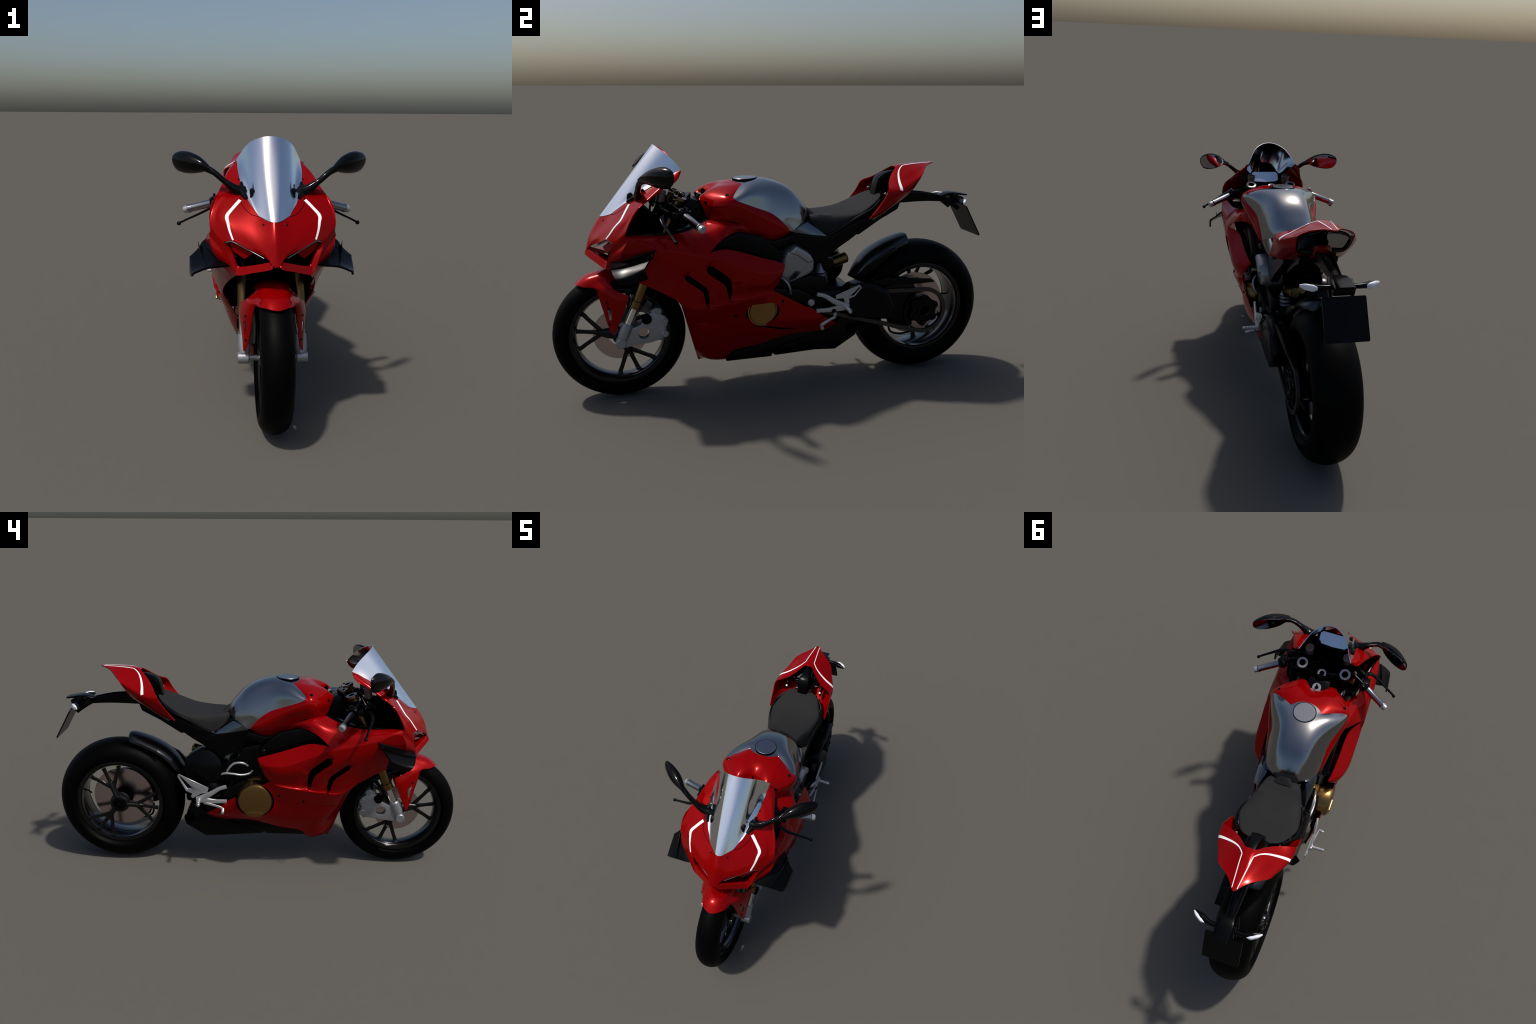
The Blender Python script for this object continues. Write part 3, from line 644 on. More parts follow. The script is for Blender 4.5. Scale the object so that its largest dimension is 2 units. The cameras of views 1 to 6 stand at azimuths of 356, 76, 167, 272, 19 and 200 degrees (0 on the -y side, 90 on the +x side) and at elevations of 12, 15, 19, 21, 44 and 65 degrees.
# ------------------------------------------------------------------ fuel tank and its red cover
TB = dict(h0=(0, -0.208, 0.950), h1=(0.045, -0.198, 0.947), h2=(0.074, -0.175, 0.942), h3=(0.118, -0.202, 0.927), h4=(0.163, -0.229, 0.906), h5=(0.182, -0.232, 0.898),
          t1=(0.186, -0.213, 0.886), t2=(0.170, -0.160, 0.863), t3=(0.146, -0.100, 0.838), t4=(0.139, -0.055, 0.816), t5=(0.136, -0.012, 0.781), t6=(0.131, 0.025, 0.736))
tk = dict(TB,
    c1=(0, -0.149, 0.9555), c2=(0, -0.090, 0.9575), c3=(0, -0.020, 0.943), c4=(0, 0.045, 0.911), c5=(0, 0.090, 0.868), c6=(0, 0.120, 0.832), c7=(0, 0.140, 0.795),
    d1=(0.052, -0.150, 0.951), d2=(0.055, -0.090, 0.952), d3=(0.053, -0.020, 0.937), d4=(0.049, 0.045, 0.905), d5=(0.046, 0.088, 0.862), d6=(0.043, 0.116, 0.826), d7=(0.045, 0.130, 0.79),
    f1=(0.114, -0.155, 0.940), f2=(0.097, -0.090, 0.934), f3=(0.088, -0.020, 0.914), f4=(0.085, 0.045, 0.876), f5=(0.081, 0.085, 0.835), f6=(0.080, 0.106, 0.805), f7=(0.086, 0.108, 0.772),
    g1=(0.162, -0.175, 0.912), g2=(0.131, -0.097, 0.894), g3=(0.116, -0.025, 0.868), g4=(0.113, 0.035, 0.826), g5=(0.112, 0.066, 0.790), g7=(0.113, 0.078, 0.752),
    k5=(0.128, 0.012, 0.790), k7=(0.1275, 0.050, 0.736))
tkf = ["h0 h1 d1 c1", "h1 h2 d1", "c1 d1 d2 c2", "c2 d2 d3 c3", "c3 d3 d4 c4", "c4 d4 d5 c5", "c5 d5 d6 c6", "c6 d6 d7 c7",
       "h2 h3 f1 d1", "d1 f1 f2 d2", "d2 f2 f3 d3", "d3 f3 f4 d4", "d4 f4 f5 d5", "d5 f5 f6 d6", "d6 f6 f7 d7",
       "h3 h4 g1 f1", "h4 h5 t1 g1", "f1 g1 g2 f2", "f2 g2 g3 f3", "f3 g3 g4 f4", "f4 g4 g5 f5", "f5 g5 g7 f6", "f6 g7 f7",
       "t1 t2 g2 g1", "t2 t3 g2", "t3 t4 g3 g2", "t4 t5 g4 g3", "t5 k5 g5 g4", "t5 t6 k7 k5", "k5 k7 g7 g5"]
tank = cage("fuel_tank", tk, tkf, [("t2 t3 t4", 0.0)], 4, 0.004, TANKM, "weld", (0, -0.05, 0.80), corners=("h2", "t6", "h5"))
cap = Part()
cap.add(revolve([(-0.012, 0.0), (-0.012, 0.052), (0.004, 0.052), (0.006, 0.050), (0.006, 0.0)], (0, -0.149, 0.9535), (0, -0.03, 1), 64), CAPM)
cap.add(revolve([(-0.012, 0.0525), (0.0035, 0.0525), (0.0035, 0.0545), (-0.012, 0.0545)], (0, -0.149, 0.9535), (0, -0.03, 1), 64, True), DEEP)
cap.obj("filler_cap", tank)
cv = dict(TB,
    g0=(0, -0.262, 0.937), g1=(0.045, -0.262, 0.937), g2=(0.085, -0.258, 0.936), g3=(0.125, -0.262, 0.924), g4=(0.171, -0.262, 0.904), g5=(0.191, -0.257, 0.878),
    f0=(0, -0.304, 0.905), f1=(0.045, -0.320, 0.915), f2=(0.080, -0.328, 0.914), f3=(0.115, -0.325, 0.900), f4=(0.148, -0.318, 0.873), f5=(0.172, -0.290, 0.848),
    F0=(0, -0.326, 0.872), F1=(0.028, -0.334, 0.876), F2=(0.058, -0.354, 0.893), F3=(0.090, -0.362, 0.885), F4=(0.116, -0.345, 0.842), F5=(0.1285, -0.325, 0.8065),
    p1=(0.193, -0.225, 0.855), p2=(0.182, -0.165, 0.830), p3=(0.164, -0.100, 0.795), p4=(0.155, -0.055, 0.770), p5=(0.146, -0.012, 0.748),
    v1=(0.1685, -0.265, 0.804), v2=(0.1635, -0.205, 0.787), n2=(0.158, -0.200, 0.754), n3=(0.136, -0.110, 0.712), n4=(0.130, -0.055, 0.704), n5=(0.129, -0.012, 0.711))
cvf = ["h0 h1 g1 g0", "h1 h2 g2 g1", "h2 h3 g3 g2", "h3 h4 g4 g3", "h4 h5 g5 g4", "g0 g1 f1 f0", "g1 g2 f2 f1", "g2 g3 f3 f2", "g3 g4 f4 f3", "g4 g5 f5 f4",
       "f0 f1 F1 F0", "f1 f2 F2 F1", "f2 f3 F3 F2", "f3 f4 F4 F3", "f4 f5 F5 F4", "h5 t1 p1 g5", "g5 p1 v1 f5", "f5 v1 F5", "t1 t2 p2 p1", "t2 t3 p3 p2", "t3 t4 p4 p3", "t4 t5 p5 p4", "t5 t6 p5",
       "p1 p2 v2 v1", "p2 p3 n3 v2", "v2 n3 n2", "p3 p4 n4 n3", "p4 p5 n5 n4", "p5 t6 n5"]
cover = cage("tank_cover", cv, cvf, [("g2 f2 F2", 0.2), ("f3 f4 f5", 0.3)], 4, 0.005, RED, "weld", (0, -0.12, 0.80), corners=("h2", "h4", "F3", "t6"))
tc_ = bvh(cover, (0, -0.15, 0.78))
for s in (1, -1):
    stud(tc_, (s * 0.161, -0.256, 0.909), 0.0075, 0.003, GLOSS, cover, hint=(0, 0, 1))
    stud(tc_, (s * 0.122, -0.341, 0.877), 0.0075, 0.003, GLOSS, cover, hint=(0, 0, 1))
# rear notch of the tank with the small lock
nb = Part()
nb.add(sweep([(0, 0.100, 0.826), (0, 0.126, 0.806), (0, 0.152, 0.786)], [(0.018, 0.008), (0.030, 0.012), (0.05, 0.012)], 16, 3), SEATM)
nb.add(sweep([(0, 0.094, 0.830), (0, 0.112, 0.812), (0, 0.125, 0.799)], [(0.016, 0.015), (0.026, 0.016), (0.034, 0.014)], 16, 3), RED)
nb.obj("tank_rear_lock")
for s in (1, -1):
    pn = Part()
    vs = [(0.136, 0.032, 0.733), (0.132, 0.060, 0.750), (0.116, 0.105, 0.770), (0.119, 0.150, 0.740), (0.124, 0.196, 0.703), (0.134, 0.120, 0.715)]
    n = len(vs); a = [V((s * x, y, z)) for x, y, z in vs]; b = [V((s * (x - 0.02), y, z - 0.004)) for x, y, z in vs]
    pn.add(bevelled(a + b, [tuple(range(n)), tuple(range(2 * n - 1, n - 1, -1))] + [(i, i + n, (i + 1) % n + n, (i + 1) % n) for i in range(n)], 0.002), PANEL)
    pn.obj("seat_side_panel")

# ------------------------------------------------------------------ seat
st_ = [  # y, half width, centre top z, edge bottom z
    (0.126, 0.066, 0.786, 0.768), (0.136, 0.080, 0.790, 0.756), (0.158, 0.092, 0.793, 0.736), (0.180, 0.101, 0.795, 0.722), (0.205, 0.110, 0.797, 0.713), (0.250, 0.123, 0.8055, 0.735),
    (0.300, 0.134, 0.819, 0.768), (0.350, 0.139, 0.8395, 0.798), (0.395, 0.124, 0.8615, 0.820), (0.430, 0.106, 0.876, 0.842), (0.455, 0.085, 0.885, 0.858), (0.468, 0.055, 0.884, 0.865)]
rings = []
for y, w, zt, zb in st_:
    zt -= 0.23 * w * min(1.0, max(0.0, (y - 0.15) / 0.22)); prof = [(-1.0, 0.0), (-0.995, 0.45), (-0.96, 0.82), (-0.86, 1.0), (-0.45, 0.99), (0, 0.97)]
    ring = [V((w * a, y, zb + (zt - zb) * b)) for a, b in prof] + [V((-w * a, y, zb + (zt - zb) * b)) for a, b in reversed(prof[:-1])]
    ring += [V((w * 0.8, y, zb - 0.006)), V((-w * 0.8, y, zb - 0.006))]
    rings.append(ring)
cols = [catmull([r[j] for r in rings], 4) for j in range(len(rings[0]))]
rings = [[c[i] for c in cols] for i in range(len(cols[0]))]
seat = one("seat", loft(rings), SEATM, None, 50)
bd = Part()
for s in (1, -1):
    bd.add(sweep([(s * 0.03, 0.148, 0.765), (s * 0.095, 0.176, 0.718), (s * 0.109, 0.205, 0.706), (s * 0.126, 0.255, 0.733), (s * 0.143, 0.33, 0.784), (s * 0.135, 0.40, 0.818), (s * 0.10, 0.45, 0.848)], [(0.008, 0.008)] * 7, 10), BLACK)
bd.add(box((0, 0.30, 0.755), (0.17, 0.26, 0.05), 0.01, (radians(24), 0, 0)), BLACK)
bd.obj("seat_base", seat)

# ------------------------------------------------------------------ tail
tl = dict(
    o0=(0, 0.549, 0.986), o1=(0, 0.585, 0.995), o2=(0, 0.660, 0.9995), o3=(0, 0.744, 1.002),
    p0=(0.022, 0.550, 0.985), p1=(0.025, 0.581, 0.991), p2=(0.018, 0.665, 0.998), p3=(0.011, 0.737, 1.001),
    q0=(0.056, 0.517, 0.958), q1=(0.074, 0.543, 0.958), q2=(0.065, 0.620, 0.976), q3=(0.045, 0.694, 0.992),
    r0=(0.108, 0.482, 0.925), r1=(0.118, 0.530, 0.930), r2=(0.110, 0.595, 0.944), r3=(0.095, 0.655, 0.969),
    s0=(0.160, 0.460, 0.904), s1=(0.163, 0.515, 0.900), s2=(0.142, 0.575, 0.918), s3=(0.119, 0.632, 0.945),
    t0=(0.170, 0.440, 0.866), t1=(0.164, 0.490, 0.864), t2=(0.143, 0.550, 0.878), t3=(0.114, 0.603, 0.898),
    u0=(0.170, 0.412, 0.826), u1=(0.152, 0.465, 0.824), u2=(0.126, 0.525, 0.842), u3=(0.100, 0.573, 0.860),
    v0=(0.168, 0.374, 0.779), v1=(0.130, 0.432, 0.782), v2=(0.098, 0.500, 0.815), v3=(0.070, 0.562, 0.850),
    w0=(0.150, 0.385, 0.779), w1=(0.088, 0.440, 0.783), w2=(0.052, 0.500, 0.810), w3=(0.038, 0.552, 0.840))
tlf = []
for a, b in zip("opqrstuv", "pqrstuvw"):
    tlf += ["%s%d %s%d %s%d %s%d" % (a, i, a, i + 1, b, i + 1, b, i) for i in range(3)]
tail = cage("tail_fairing", tl, tlf, [("p1 p2 p3", 0.4), ("t0 t1 t2 t3", 0.3), ("u0 u1 u2", 0.3)], 3, 0.005, RED, "weld", (0, 0.52, 0.86), corners=("v0", "s3", "w3"))
tt = bvh(tail, (0, 0.55, 0.88))
for s in (1, -1):
    F_ = lambda p: (p[0] * s, p[1], p[2])
    decal("white_stripe", tt, [F_(p) for p in ((0.011, 0.732, 1.001), (0.017, 0.665, 0.998), (0.0245, 0.585, 0.992))], [0.003, 0.0034, 0.004], WHITE, tail, hint=(0, 0, 1))
    decal("white_stripe", tt, [F_(p) for p in ((0.0245, 0.583, 0.992), (0.045, 0.560, 0.976), (0.074, 0.543, 0.957), (0.115, 0.530, 0.931), (0.162, 0.521, 0.899))], [0.004, 0.005, 0.0075, 0.010, 0.013], WHITE, tail, hint=(s, 0, 0.5))
hm = Part()
hs = [(0.450, 0.862, 0.034, 0.010), (0.458, 0.905, 0.036, 0.010), (0.470, 0.938, 0.034, 0.010), (0.497, 0.956, 0.028, 0.010), (0.530, 0.966, 0.022, 0.008), (0.570, 0.972, 0.018, 0.006)]
rings = []
for y, z, w, dp in hs:
    rings.append([V((x * w, y + dy, z + dz)) for x, dy, dz in ((-1, 0.03, -0.02), (-0.8, 0, 0), (0, -0.004, 0.003), (0.8, 0, 0), (1, 0.03, -0.02), (0.8, 0.05, -0.06), (-0.8, 0.05, -0.06))])
cols = [catmull([r[j] for r in rings], 3) for j in range(7)]
hm.add(loft([[c[i] for c in cols] for i in range(len(cols[0]))]), SATIN)
hm.add(prism([(0.452, 0.845), (0.47, 0.88), (0.52, 0.90), (0.57, 0.90), (0.57, 0.85), (0.50, 0.82)], -0.05, 0.05, 0.008), BLACK)
hm.both(prism([(0.47, 0.855), (0.485, 0.895), (0.545, 0.925), (0.555, 0.915), (0.50, 0.85)], 0.096, 0.106, 0.003), BLACK)
hm.both(cyl((0.10, 0.478, 0.872), (0.10, 0.470, 0.880), 0.005, None, 10), BRIGHT)
hm.obj("tail_hump")
lp = Part()
for s in (1, -1):
    path = [(0.0, 0.640, 0.965), (s * 0.05, 0.640, 0.962), (s * 0.098, 0.617, 0.937), (s * 0.105, 0.595, 0.903), (s * 0.092, 0.572, 0.868), (s * 0.045, 0.575, 0.862)]
    lp.add(sweep(path, [(0.006, 0.012)] * 6, 10, 3, (0, 1, 0)), GLOSS)
    lp.add(sweep([(s * 0.05, 0.56, 0.872), (s * 0.08, 0.55, 0.875), (s * 0.09, 0.53, 0.90)], [(0.012, 0.01)] * 3, 10, 3), PANEL)
face = [(0.0, 0.655, 0.968), (0.05, 0.650, 0.966), (0.096, 0.622, 0.938), (0.102, 0.600, 0.902), (0.090, 0.574, 0.866), (0.042, 0.574, 0.860), (0.030, 0.590, 0.885), (0.0, 0.600, 0.900)]
for s in (1, -1):
    a = [V((s * x, y, z)) for x, y, z in face]
    lp.add(loft([a, [p + V((0, -0.004, 0.002)) for p in a]]), LAMPG)
lp.obj("tail_lamp")
pu = Part()
pu.add(prism([(0.47, 0.80), (0.46, 0.85), (0.56, 0.90), (0.60, 0.885), (0.59, 0.845), (0.52, 0.80)], -0.035, 0.035, 0.008), TAILRED)
pu.obj("tail_bracket")

# ------------------------------------------------------------------ number-plate carrier
pc = Part()
for s in (1, -1):
    pc.add(sweep([(s * 0.028, 0.560, 0.846), (s * 0.023, 0.70, 0.842), (s * 0.016, 0.815, 0.827)], [(0.005, 0.027), (0.004, 0.021), (0.004, 0.013)], 10, 5, None, 4), SATIN)
pc.add(sweep([(0, 0.560, 0.842), (0, 0.70, 0.838), (0, 0.815, 0.825)], [(0.024, 0.022), (0.020, 0.017), (0.014, 0.011)], 12, 5, None, 4), BLACK)
pc.add(sweep([(0, 0.79, 0.838), (0, 0.845, 0.851), (0, 0.922, 0.843)], [(0.016, 0.006), (0.032, 0.007), (0.030, 0.004)], 14, 5, None, 5), SATIN)
pc.add(box((0, 0.868, 0.826), (0.085, 0.055, 0.038), 0.005, (radians(-20), 0, 0)), BLACK)
for s in (1, -1):
    pc.add(sweep([(s * 0.033, 0.80, 0.832), (s * 0.042, 0.84, 0.808), (s * 0.042, 0.872, 0.780)], [(0.006, 0.014), (0.006, 0.014), (0.006, 0.010)], 8, 4, None, 4), BLACK)
carrier = pc.obj("plate_carrier")
pl = Part()
ux = V((1, 0, 0)); uz = (V((0, 0.890, 0.801)) - V((0, 0.975, 0.652))).normalized(); un = ux.cross(uz).normalized()
pcn = V((0, 0.9315, 0.727)); ol = []
for (a, b) in ((1, 1), (-1, 1), (-1, -1), (1, -1)):
    for k in range(5):
        t = {(1, 1): 0, (-1, 1): 90, (-1, -1): 180, (1, -1): 270}[(a, b)] + 90 * k / 4
        ol.append((a * 0.078 + 0.006 * cos(radians(t)), b * 0.077 + 0.006 * sin(radians(t))))
r0 = [pcn + ux * a + uz * b + un * 0.003 for a, b in ol]; r1 = [pcn + ux * a + uz * b - un * 0.003 for a, b in ol]
pl.add(loft([r0, r1]), BLACK)
pl.obj("number_plate", carrier)
for s in (1, -1):
    ind = Part()
    ind.add(sweep([(s * 0.035, 0.862, 0.826), (s * 0.075, 0.862, 0.826), (s * 0.115, 0.848, 0.824), (s * 0.146, 0.832, 0.824)], [(0.010, 0.009), (0.011, 0.010), (0.015, 0.013), (0.004, 0.006)], 14, 2.6), SATIN)
    io = ind.obj("turn_signal", carrier)
    one("signal_lens", sweep([(s * 0.093, 0.868, 0.824), (s * 0.110, 0.865, 0.825), (s * 0.135, 0.850, 0.826), (s * 0.152, 0.836, 0.826)], [(0.003, 0.006), (0.008, 0.013), (0.008, 0.012), (0.003, 0.005)], 14, 2.6), LENS, io)

# ------------------------------------------------------------------ engine, frame and internals
en = Part()
en.add(prism([(-0.34, 0.30), (-0.36, 0.52), (-0.30, 0.64), (-0.05, 0.66), (0.06, 0.64), (0.10, 0.55), (0.11, 0.40), (0.11, 0.26), (0.0, 0.23), (-0.22, 0.22)], -0.115, 0.115, 0.02), BLACK)
en.add(prism([(0.05, 0.30), (0.05, 0.60), (0.14, 0.56), (0.20, 0.47), (0.26, 0.44), (0.26, 0.30)], -0.10, 0.055, 0.02), BLACK)
en.add(prism([(-0.20, 0.33), (-0.20, 0.50), (0.06, 0.48), (0.16, 0.43), (0.16, 0.35), (0.0, 0.29)], -0.155, 0.145, 0.02), BLACK)
engine = en.obj("engine")
hc = Part()
HEAD = [(y + 0.012, z - 0.010) for y, z in [(-0.036, 0.613), (-0.013, 0.661), (0.032, 0.690), (0.106, 0.645), (0.126, 0.612), (0.126, 0.565), (0.103, 0.544), (0.006, 0.502), (-0.04, 0.531)]]
hv, hf = prism(HEAD, 0.05, 0.152, 0.014, 3, 0.10)
for p in hv: p.x += (p.z - 0.60) * 0.16
hc.add((hv, hf), SILVER)
hc.add(prism([(0.004, 0.648), (0.044, 0.679), (0.112, 0.636), (0.130, 0.603), (0.102, 0.590), (0.052, 0.630)], 0.09, 0.165, 0.010, 3, 0.12), SILVER)
for k in range(3):
    hc.add(sweep([(0.148, 0.018 + 0.010 * k, 0.520 + 0.004 * k), (0.151, 0.048 + 0.009 * k, 0.560 - 0.002 * k)], [(0.0025, 0.004), (0.0012, 0.002)], 8, 3, None, 1), BLACK)
hc.obj("cylinder_head_cover", engine)
one("generator_cover", revolve([(-0.06, 0.070), (0.0, 0.070), (0.006, 0.066), (0.006, 0.060), (0.010, 0.057), (0.010, 0.0)], (0.180, -0.112, 0.402), (1, 0, 0), 56), BRONZE, engine)
cc = Part()
cc.add(revolve([(-0.10, 0.094), (-0.055, 0.094), (-0.055, 0.088), (0.0, 0.086), (0.012, 0.078), (0.014, 0.072), (0.014, 0.0)], (-0.198, -0.004, 0.397), (-1, 0, 0), 64), BRONZE)
cc.add(prism([(-0.05, 0.332), (-0.035, 0.345), (0.03, 0.345), (0.045, 0.332), (0.02, 0.318), (-0.025, 0.318)], -0.205, -0.215, 0.003), BRONZE)
cc.obj("clutch_cover", engine)
rad = Part()
rad.add(prism([(-0.475, 0.58), (-0.44, 0.60), (-0.385, 0.36), (-0.385, 0.33), (-0.40, 0.34)], -0.095, 0.095, 0.006), DEEP)
rad.add(prism([(-0.52, 0.575), (-0.52, 0.60), (-0.44, 0.62), (-0.40, 0.50), (-0.45, 0.50)], -0.15, 0.15, 0.006), DEEP)
rad.obj("radiator")
fr = Part()
BEAM = [(-0.33, 0.672), (-0.285, 0.722), (-0.21, 0.756), (-0.109, 0.729), (-0.043, 0.672), (-0.022, 0.648), (-0.024, 0.622), (-0.054, 0.618), (-0.20, 0.664), (-0.26, 0.680)]
fr.both(prism(BEAM, 0.09, 0.170, 0.012, 2), SATIN)
fr.both(cyl((0.162, -0.040, 0.635), (0.175, -0.040, 0.635), 0.012, None, 16, 0.002), SATIN)
fr.both(prism([(-0.21, 0.75), (-0.05, 0.70), (0.03, 0.725), (0.06, 0.70), (-0.05, 0.66)], 0.085, 0.145, 0.008), BLACK)
fr.add(prism([(-0.42, 0.74), (-0.45, 0.86), (-0.39, 0.885), (-0.32, 0.86), (-0.25, 0.76), (-0.30, 0.66), (-0.38, 0.66)], -0.055, 0.055, 0.012), BLACK)
fr.add(prism([(-0.32, 0.64), (-0.32, 0.80), (-0.24, 0.90), (0.0, 0.88), (0.08, 0.79), (0.12, 0.70), (0.05, 0.62)], -0.085, 0.085, 0.02), BLACK)
fr.obj("frame")
sf = Part()
SUB = [(0.03, 0.728), (0.197, 0.700), (0.30, 0.745), (0.44, 0.815), (0.425, 0.765), (0.30, 0.675), (0.263, 0.652), (0.24, 0.636), (0.175, 0.575), (0.12, 0.60), (0.05, 0.65)]
sf.both(prism(SUB, 0.075, 0.118, 0.008), BLACK)
sf.add(prism([(0.05, 0.78), (0.14, 0.77), (0.20, 0.72), (0.44, 0.83), (0.52, 0.82), (0.43, 0.755), (0.30, 0.685), (0.18, 0.64), (0.05, 0.66)], -0.08, 0.08, 0.015), BLACK)
sf.both(box((0.115, 0.425, 0.785), (0.02, 0.05, 0.02), 0.004, (radians(35), 0, 0)), PANEL)
sf.add(prism([(0.30, 0.70), (0.40, 0.80), (0.56, 0.835), (0.545, 0.80), (0.46, 0.755), (0.36, 0.69)], -0.085, 0.085, 0.012), BLACK)
sf.obj("subframe")
ex = Part()
EXH = [(-0.262, 0.149), (-0.236, 0.188), (-0.10, 0.228), (0.03, 0.268), (0.15, 0.268), (0.24, 0.292), (0.315, 0.345), (0.345, 0.275), (0.347, 0.226), (0.247, 0.164), (0.145, 0.170), (-0.036, 0.156), (-0.048, 0.168), (-0.052, 0.152)]
xv, xf = prism(EXH, -0.122, 0.122, 0.012)
for p in xv:        # the box narrows to a keel at the front
    if p.y < 0.10:
        k = min(1, (0.10 - p.y) / 0.15); t = min(1, max(0, (p.z - 0.15) / 0.10)); p.x *= 1 - k * (0.12 if p.x > 0 else 0.55) * (1 - t)
ex.add((xv, xf), BLACK)
ex.both(prism([(-0.02, 0.19), (0.0, 0.21), (0.16, 0.255), (0.22, 0.26), (0.13, 0.215)], 0.120, 0.126, 0.002), SATIN)
ex.both(cyl((0.09, 0.30, 0.262), (0.135, 0.335, 0.262), 0.022, 0.024, 20), DEEP)
ex.obj("exhaust_silencer")
can = Part()
can.add(revolve([(-0.05, 0.0), (-0.05, 0.090), (0.03, 0.098), (0.052, 0.092), (0.064, 0.070), (0.068, 0.0)], (-0.085, 0.245, 0.528), (-1, 0.1, 0.1), 40), BLACK)
can.add(sweep([(-0.1, 0.23, 0.46), (-0.115, 0.20, 0.40), (-0.10, 0.20, 0.30)], [(0.05, 0.05), (0.045, 0.05), (0.05, 0.05)], 16, 2.5), BLACK)
can.obj("exhaust_manifold")
hz = Part()
hz.add(tube([(-0.135, 0.192, 0.497), (-0.142, 0.165, 0.506), (-0.145, 0.14, 0.513), (-0.145, 0.10, 0.510), (-0.14, 0.066, 0.504), (-0.13, 0.03, 0.508), (-0.12, 0.011, 0.521)], 0.0055), BRIGHT)
hz.add(tube([(-0.135, 0.136, 0.520), (-0.14, 0.12, 0.545), (-0.14, 0.10, 0.562), (-0.14, 0.073, 0.567), (-0.135, 0.05, 0.560), (-0.125, 0.036, 0.546)], 0.0055), BRIGHT)
hz.add(tube([(0.15, -0.02, 0.535), (0.165, 0.0, 0.52), (0.165, 0.015, 0.49), (0.15, 0.022, 0.46)], 0.005), BRIGHT)
hz.obj("coolant_hose")
cl = Part()      # crowded castings, brackets and hose ends on the engine flanks
random.seed(11)
for s in (1, -1):
    for k in range(26):
        y = random.uniform(-0.02, 0.30); z = random.uniform(0.42, 0.62)
        if s > 0 and (y > 0.09 or z > 0.50): continue
        a = random.uniform(0.008, 0.022)
        if k % 2: cl.add(box((s * random.uniform(0.10, 0.125), y, z), (0.03, a * 2, a * 1.4), 0.004, (random.uniform(0, 3), 0, 0)), BLACK)
        else: cl.add(cyl((s * 0.09, y, z), (s * random.uniform(0.115, 0.135), y, z), a * 0.7, None, 14, 0.002), BLACK)
clo = cl.obj("engine_fitting"); clo["kind"] = "stuff"

# ------------------------------------------------------------------ rear suspension, swingarm, chain
sw = Part()
sw.add(prism([(0.262, 0.385), (0.268, 0.452), (0.300, 0.478), (0.344, 0.492), (0.410, 0.482), (0.478, 0.452), (0.519, 0.377), (0.503, 0.303), (0.40, 0.312), (0.295, 0.328)], 0.085, 0.176, 0.026, 3), BLACK)
sw.add(prism([(0.14, 0.39), (0.14, 0.43), (0.25, 0.44), (0.35, 0.47), (0.40, 0.40), (0.30, 0.33), (0.20, 0.365)], 0.04, 0.095, 0.015, 2), BLACK)
sw.add(prism([(0.16, 0.40), (0.17, 0.47), (0.30, 0.455), (0.345, 0.44), (0.345, 0.34), (0.24, 0.34)], -0.10, 0.10, 0.02, 3), BLACK)
sw.add(prism([(0.49, 0.445), (0.555, 0.452), (0.640, 0.445), (0.650, 0.371), (0.650, 0.26), (0.551, 0.262), (0.49, 0.31)], 0.060, 0.112, 0.012, 2), BLACK)
sw.add(revolve([(0.05, 0.0), (0.05, 0.055), (0.06, 0.060), (0.105, 0.060), (0.112, 0.055), (0.112, 0.0)], RC, (1, 0, 0), 40), BLACK)
sw.add(prism([(0.05, 0.40), (0.04, 0.50), (0.12, 0.53), (0.20, 0.51), (0.22, 0.44), (0.16, 0.37), (0.09, 0.37)], 0.09, 0.118, 0.012), BLACK)
swing = sw.obj("swingarm")
gd = Part()
gd.add(prism([(0.40, 0.485), (0.484, 0.499), (0.60, 0.487), (0.715, 0.470), (0.715, 0.462), (0.613, 0.459), (0.486, 0.462), (0.41, 0.465)], 0.112, 0.150, 0.003), SATIN)
gd.obj("chain_guard", swing)
sp = Part()
sp.add(revolve([(0.117, 0.093), (0.117, 0.099), (0.124, 0.099), (0.124, 0.093)], RC, (1, 0, 0), 64, True), BLACK)
for k in range(6):
    a = 2 * pi * k / 6 + radians(85)
    yy, zz = RC[1] + 0.056 * cos(a), RC[2] + 0.056 * sin(a)
    sp.add(cyl((0.106, yy, zz), (0.132, yy, zz), 0.020, None, 20, 0.003), BLACK)
    sp.add(cyl((0.133, yy, zz), (0.138, yy, zz), 0.008, None, 6), BLACK)
sp.add(cyl((0.104, RC[1], RC[2]), (0.130, RC[1], RC[2]), 0.066, 0.062, 40, 0.004), BLACK)
sp.add(revolve([(0.128, 0.042), (0.136, 0.038), (0.138, 0.026), (0.130, 0.020), (0.130, 0.0)], RC, (1, 0, 0), 32), BLACK)
sp.obj("sprocket_carrier", swing)
# chain: two straight runs tangent to both sprockets, links as alternating plates
r1_, r0_ = 0.103, 0.040; c0_ = (0.175, 0.400)
cpth = []
dy, dz = RC[1] - c0_[0], RC[2] - c0_[1]; L_ = math.hypot(dy, dz); th = math.atan2(dz, dy); be = math.acos((r1_ - r0_) / L_)
a_top, a_bot = th + pi - be, th - pi + be
def pc_(c, r, a): return (c[0] + r * cos(a), c[1] + r * sin(a))
rc2 = (RC[1], RC[2])
t0, t1 = pc_(c0_, r0_, a_top), pc_(rc2, r1_, a_top)
b0, b1 = pc_(c0_, r0_, a_bot), pc_(rc2, r1_, a_bot)
for k in range(31): cpth.append((t0[0] + (t1[0] - t0[0]) * k / 30, t0[1] + (t1[1] - t0[1]) * k / 30))
for k in range(1, 30): cpth.append(pc_(rc2, r1_, a_top + (a_bot - a_top) * k / 30))
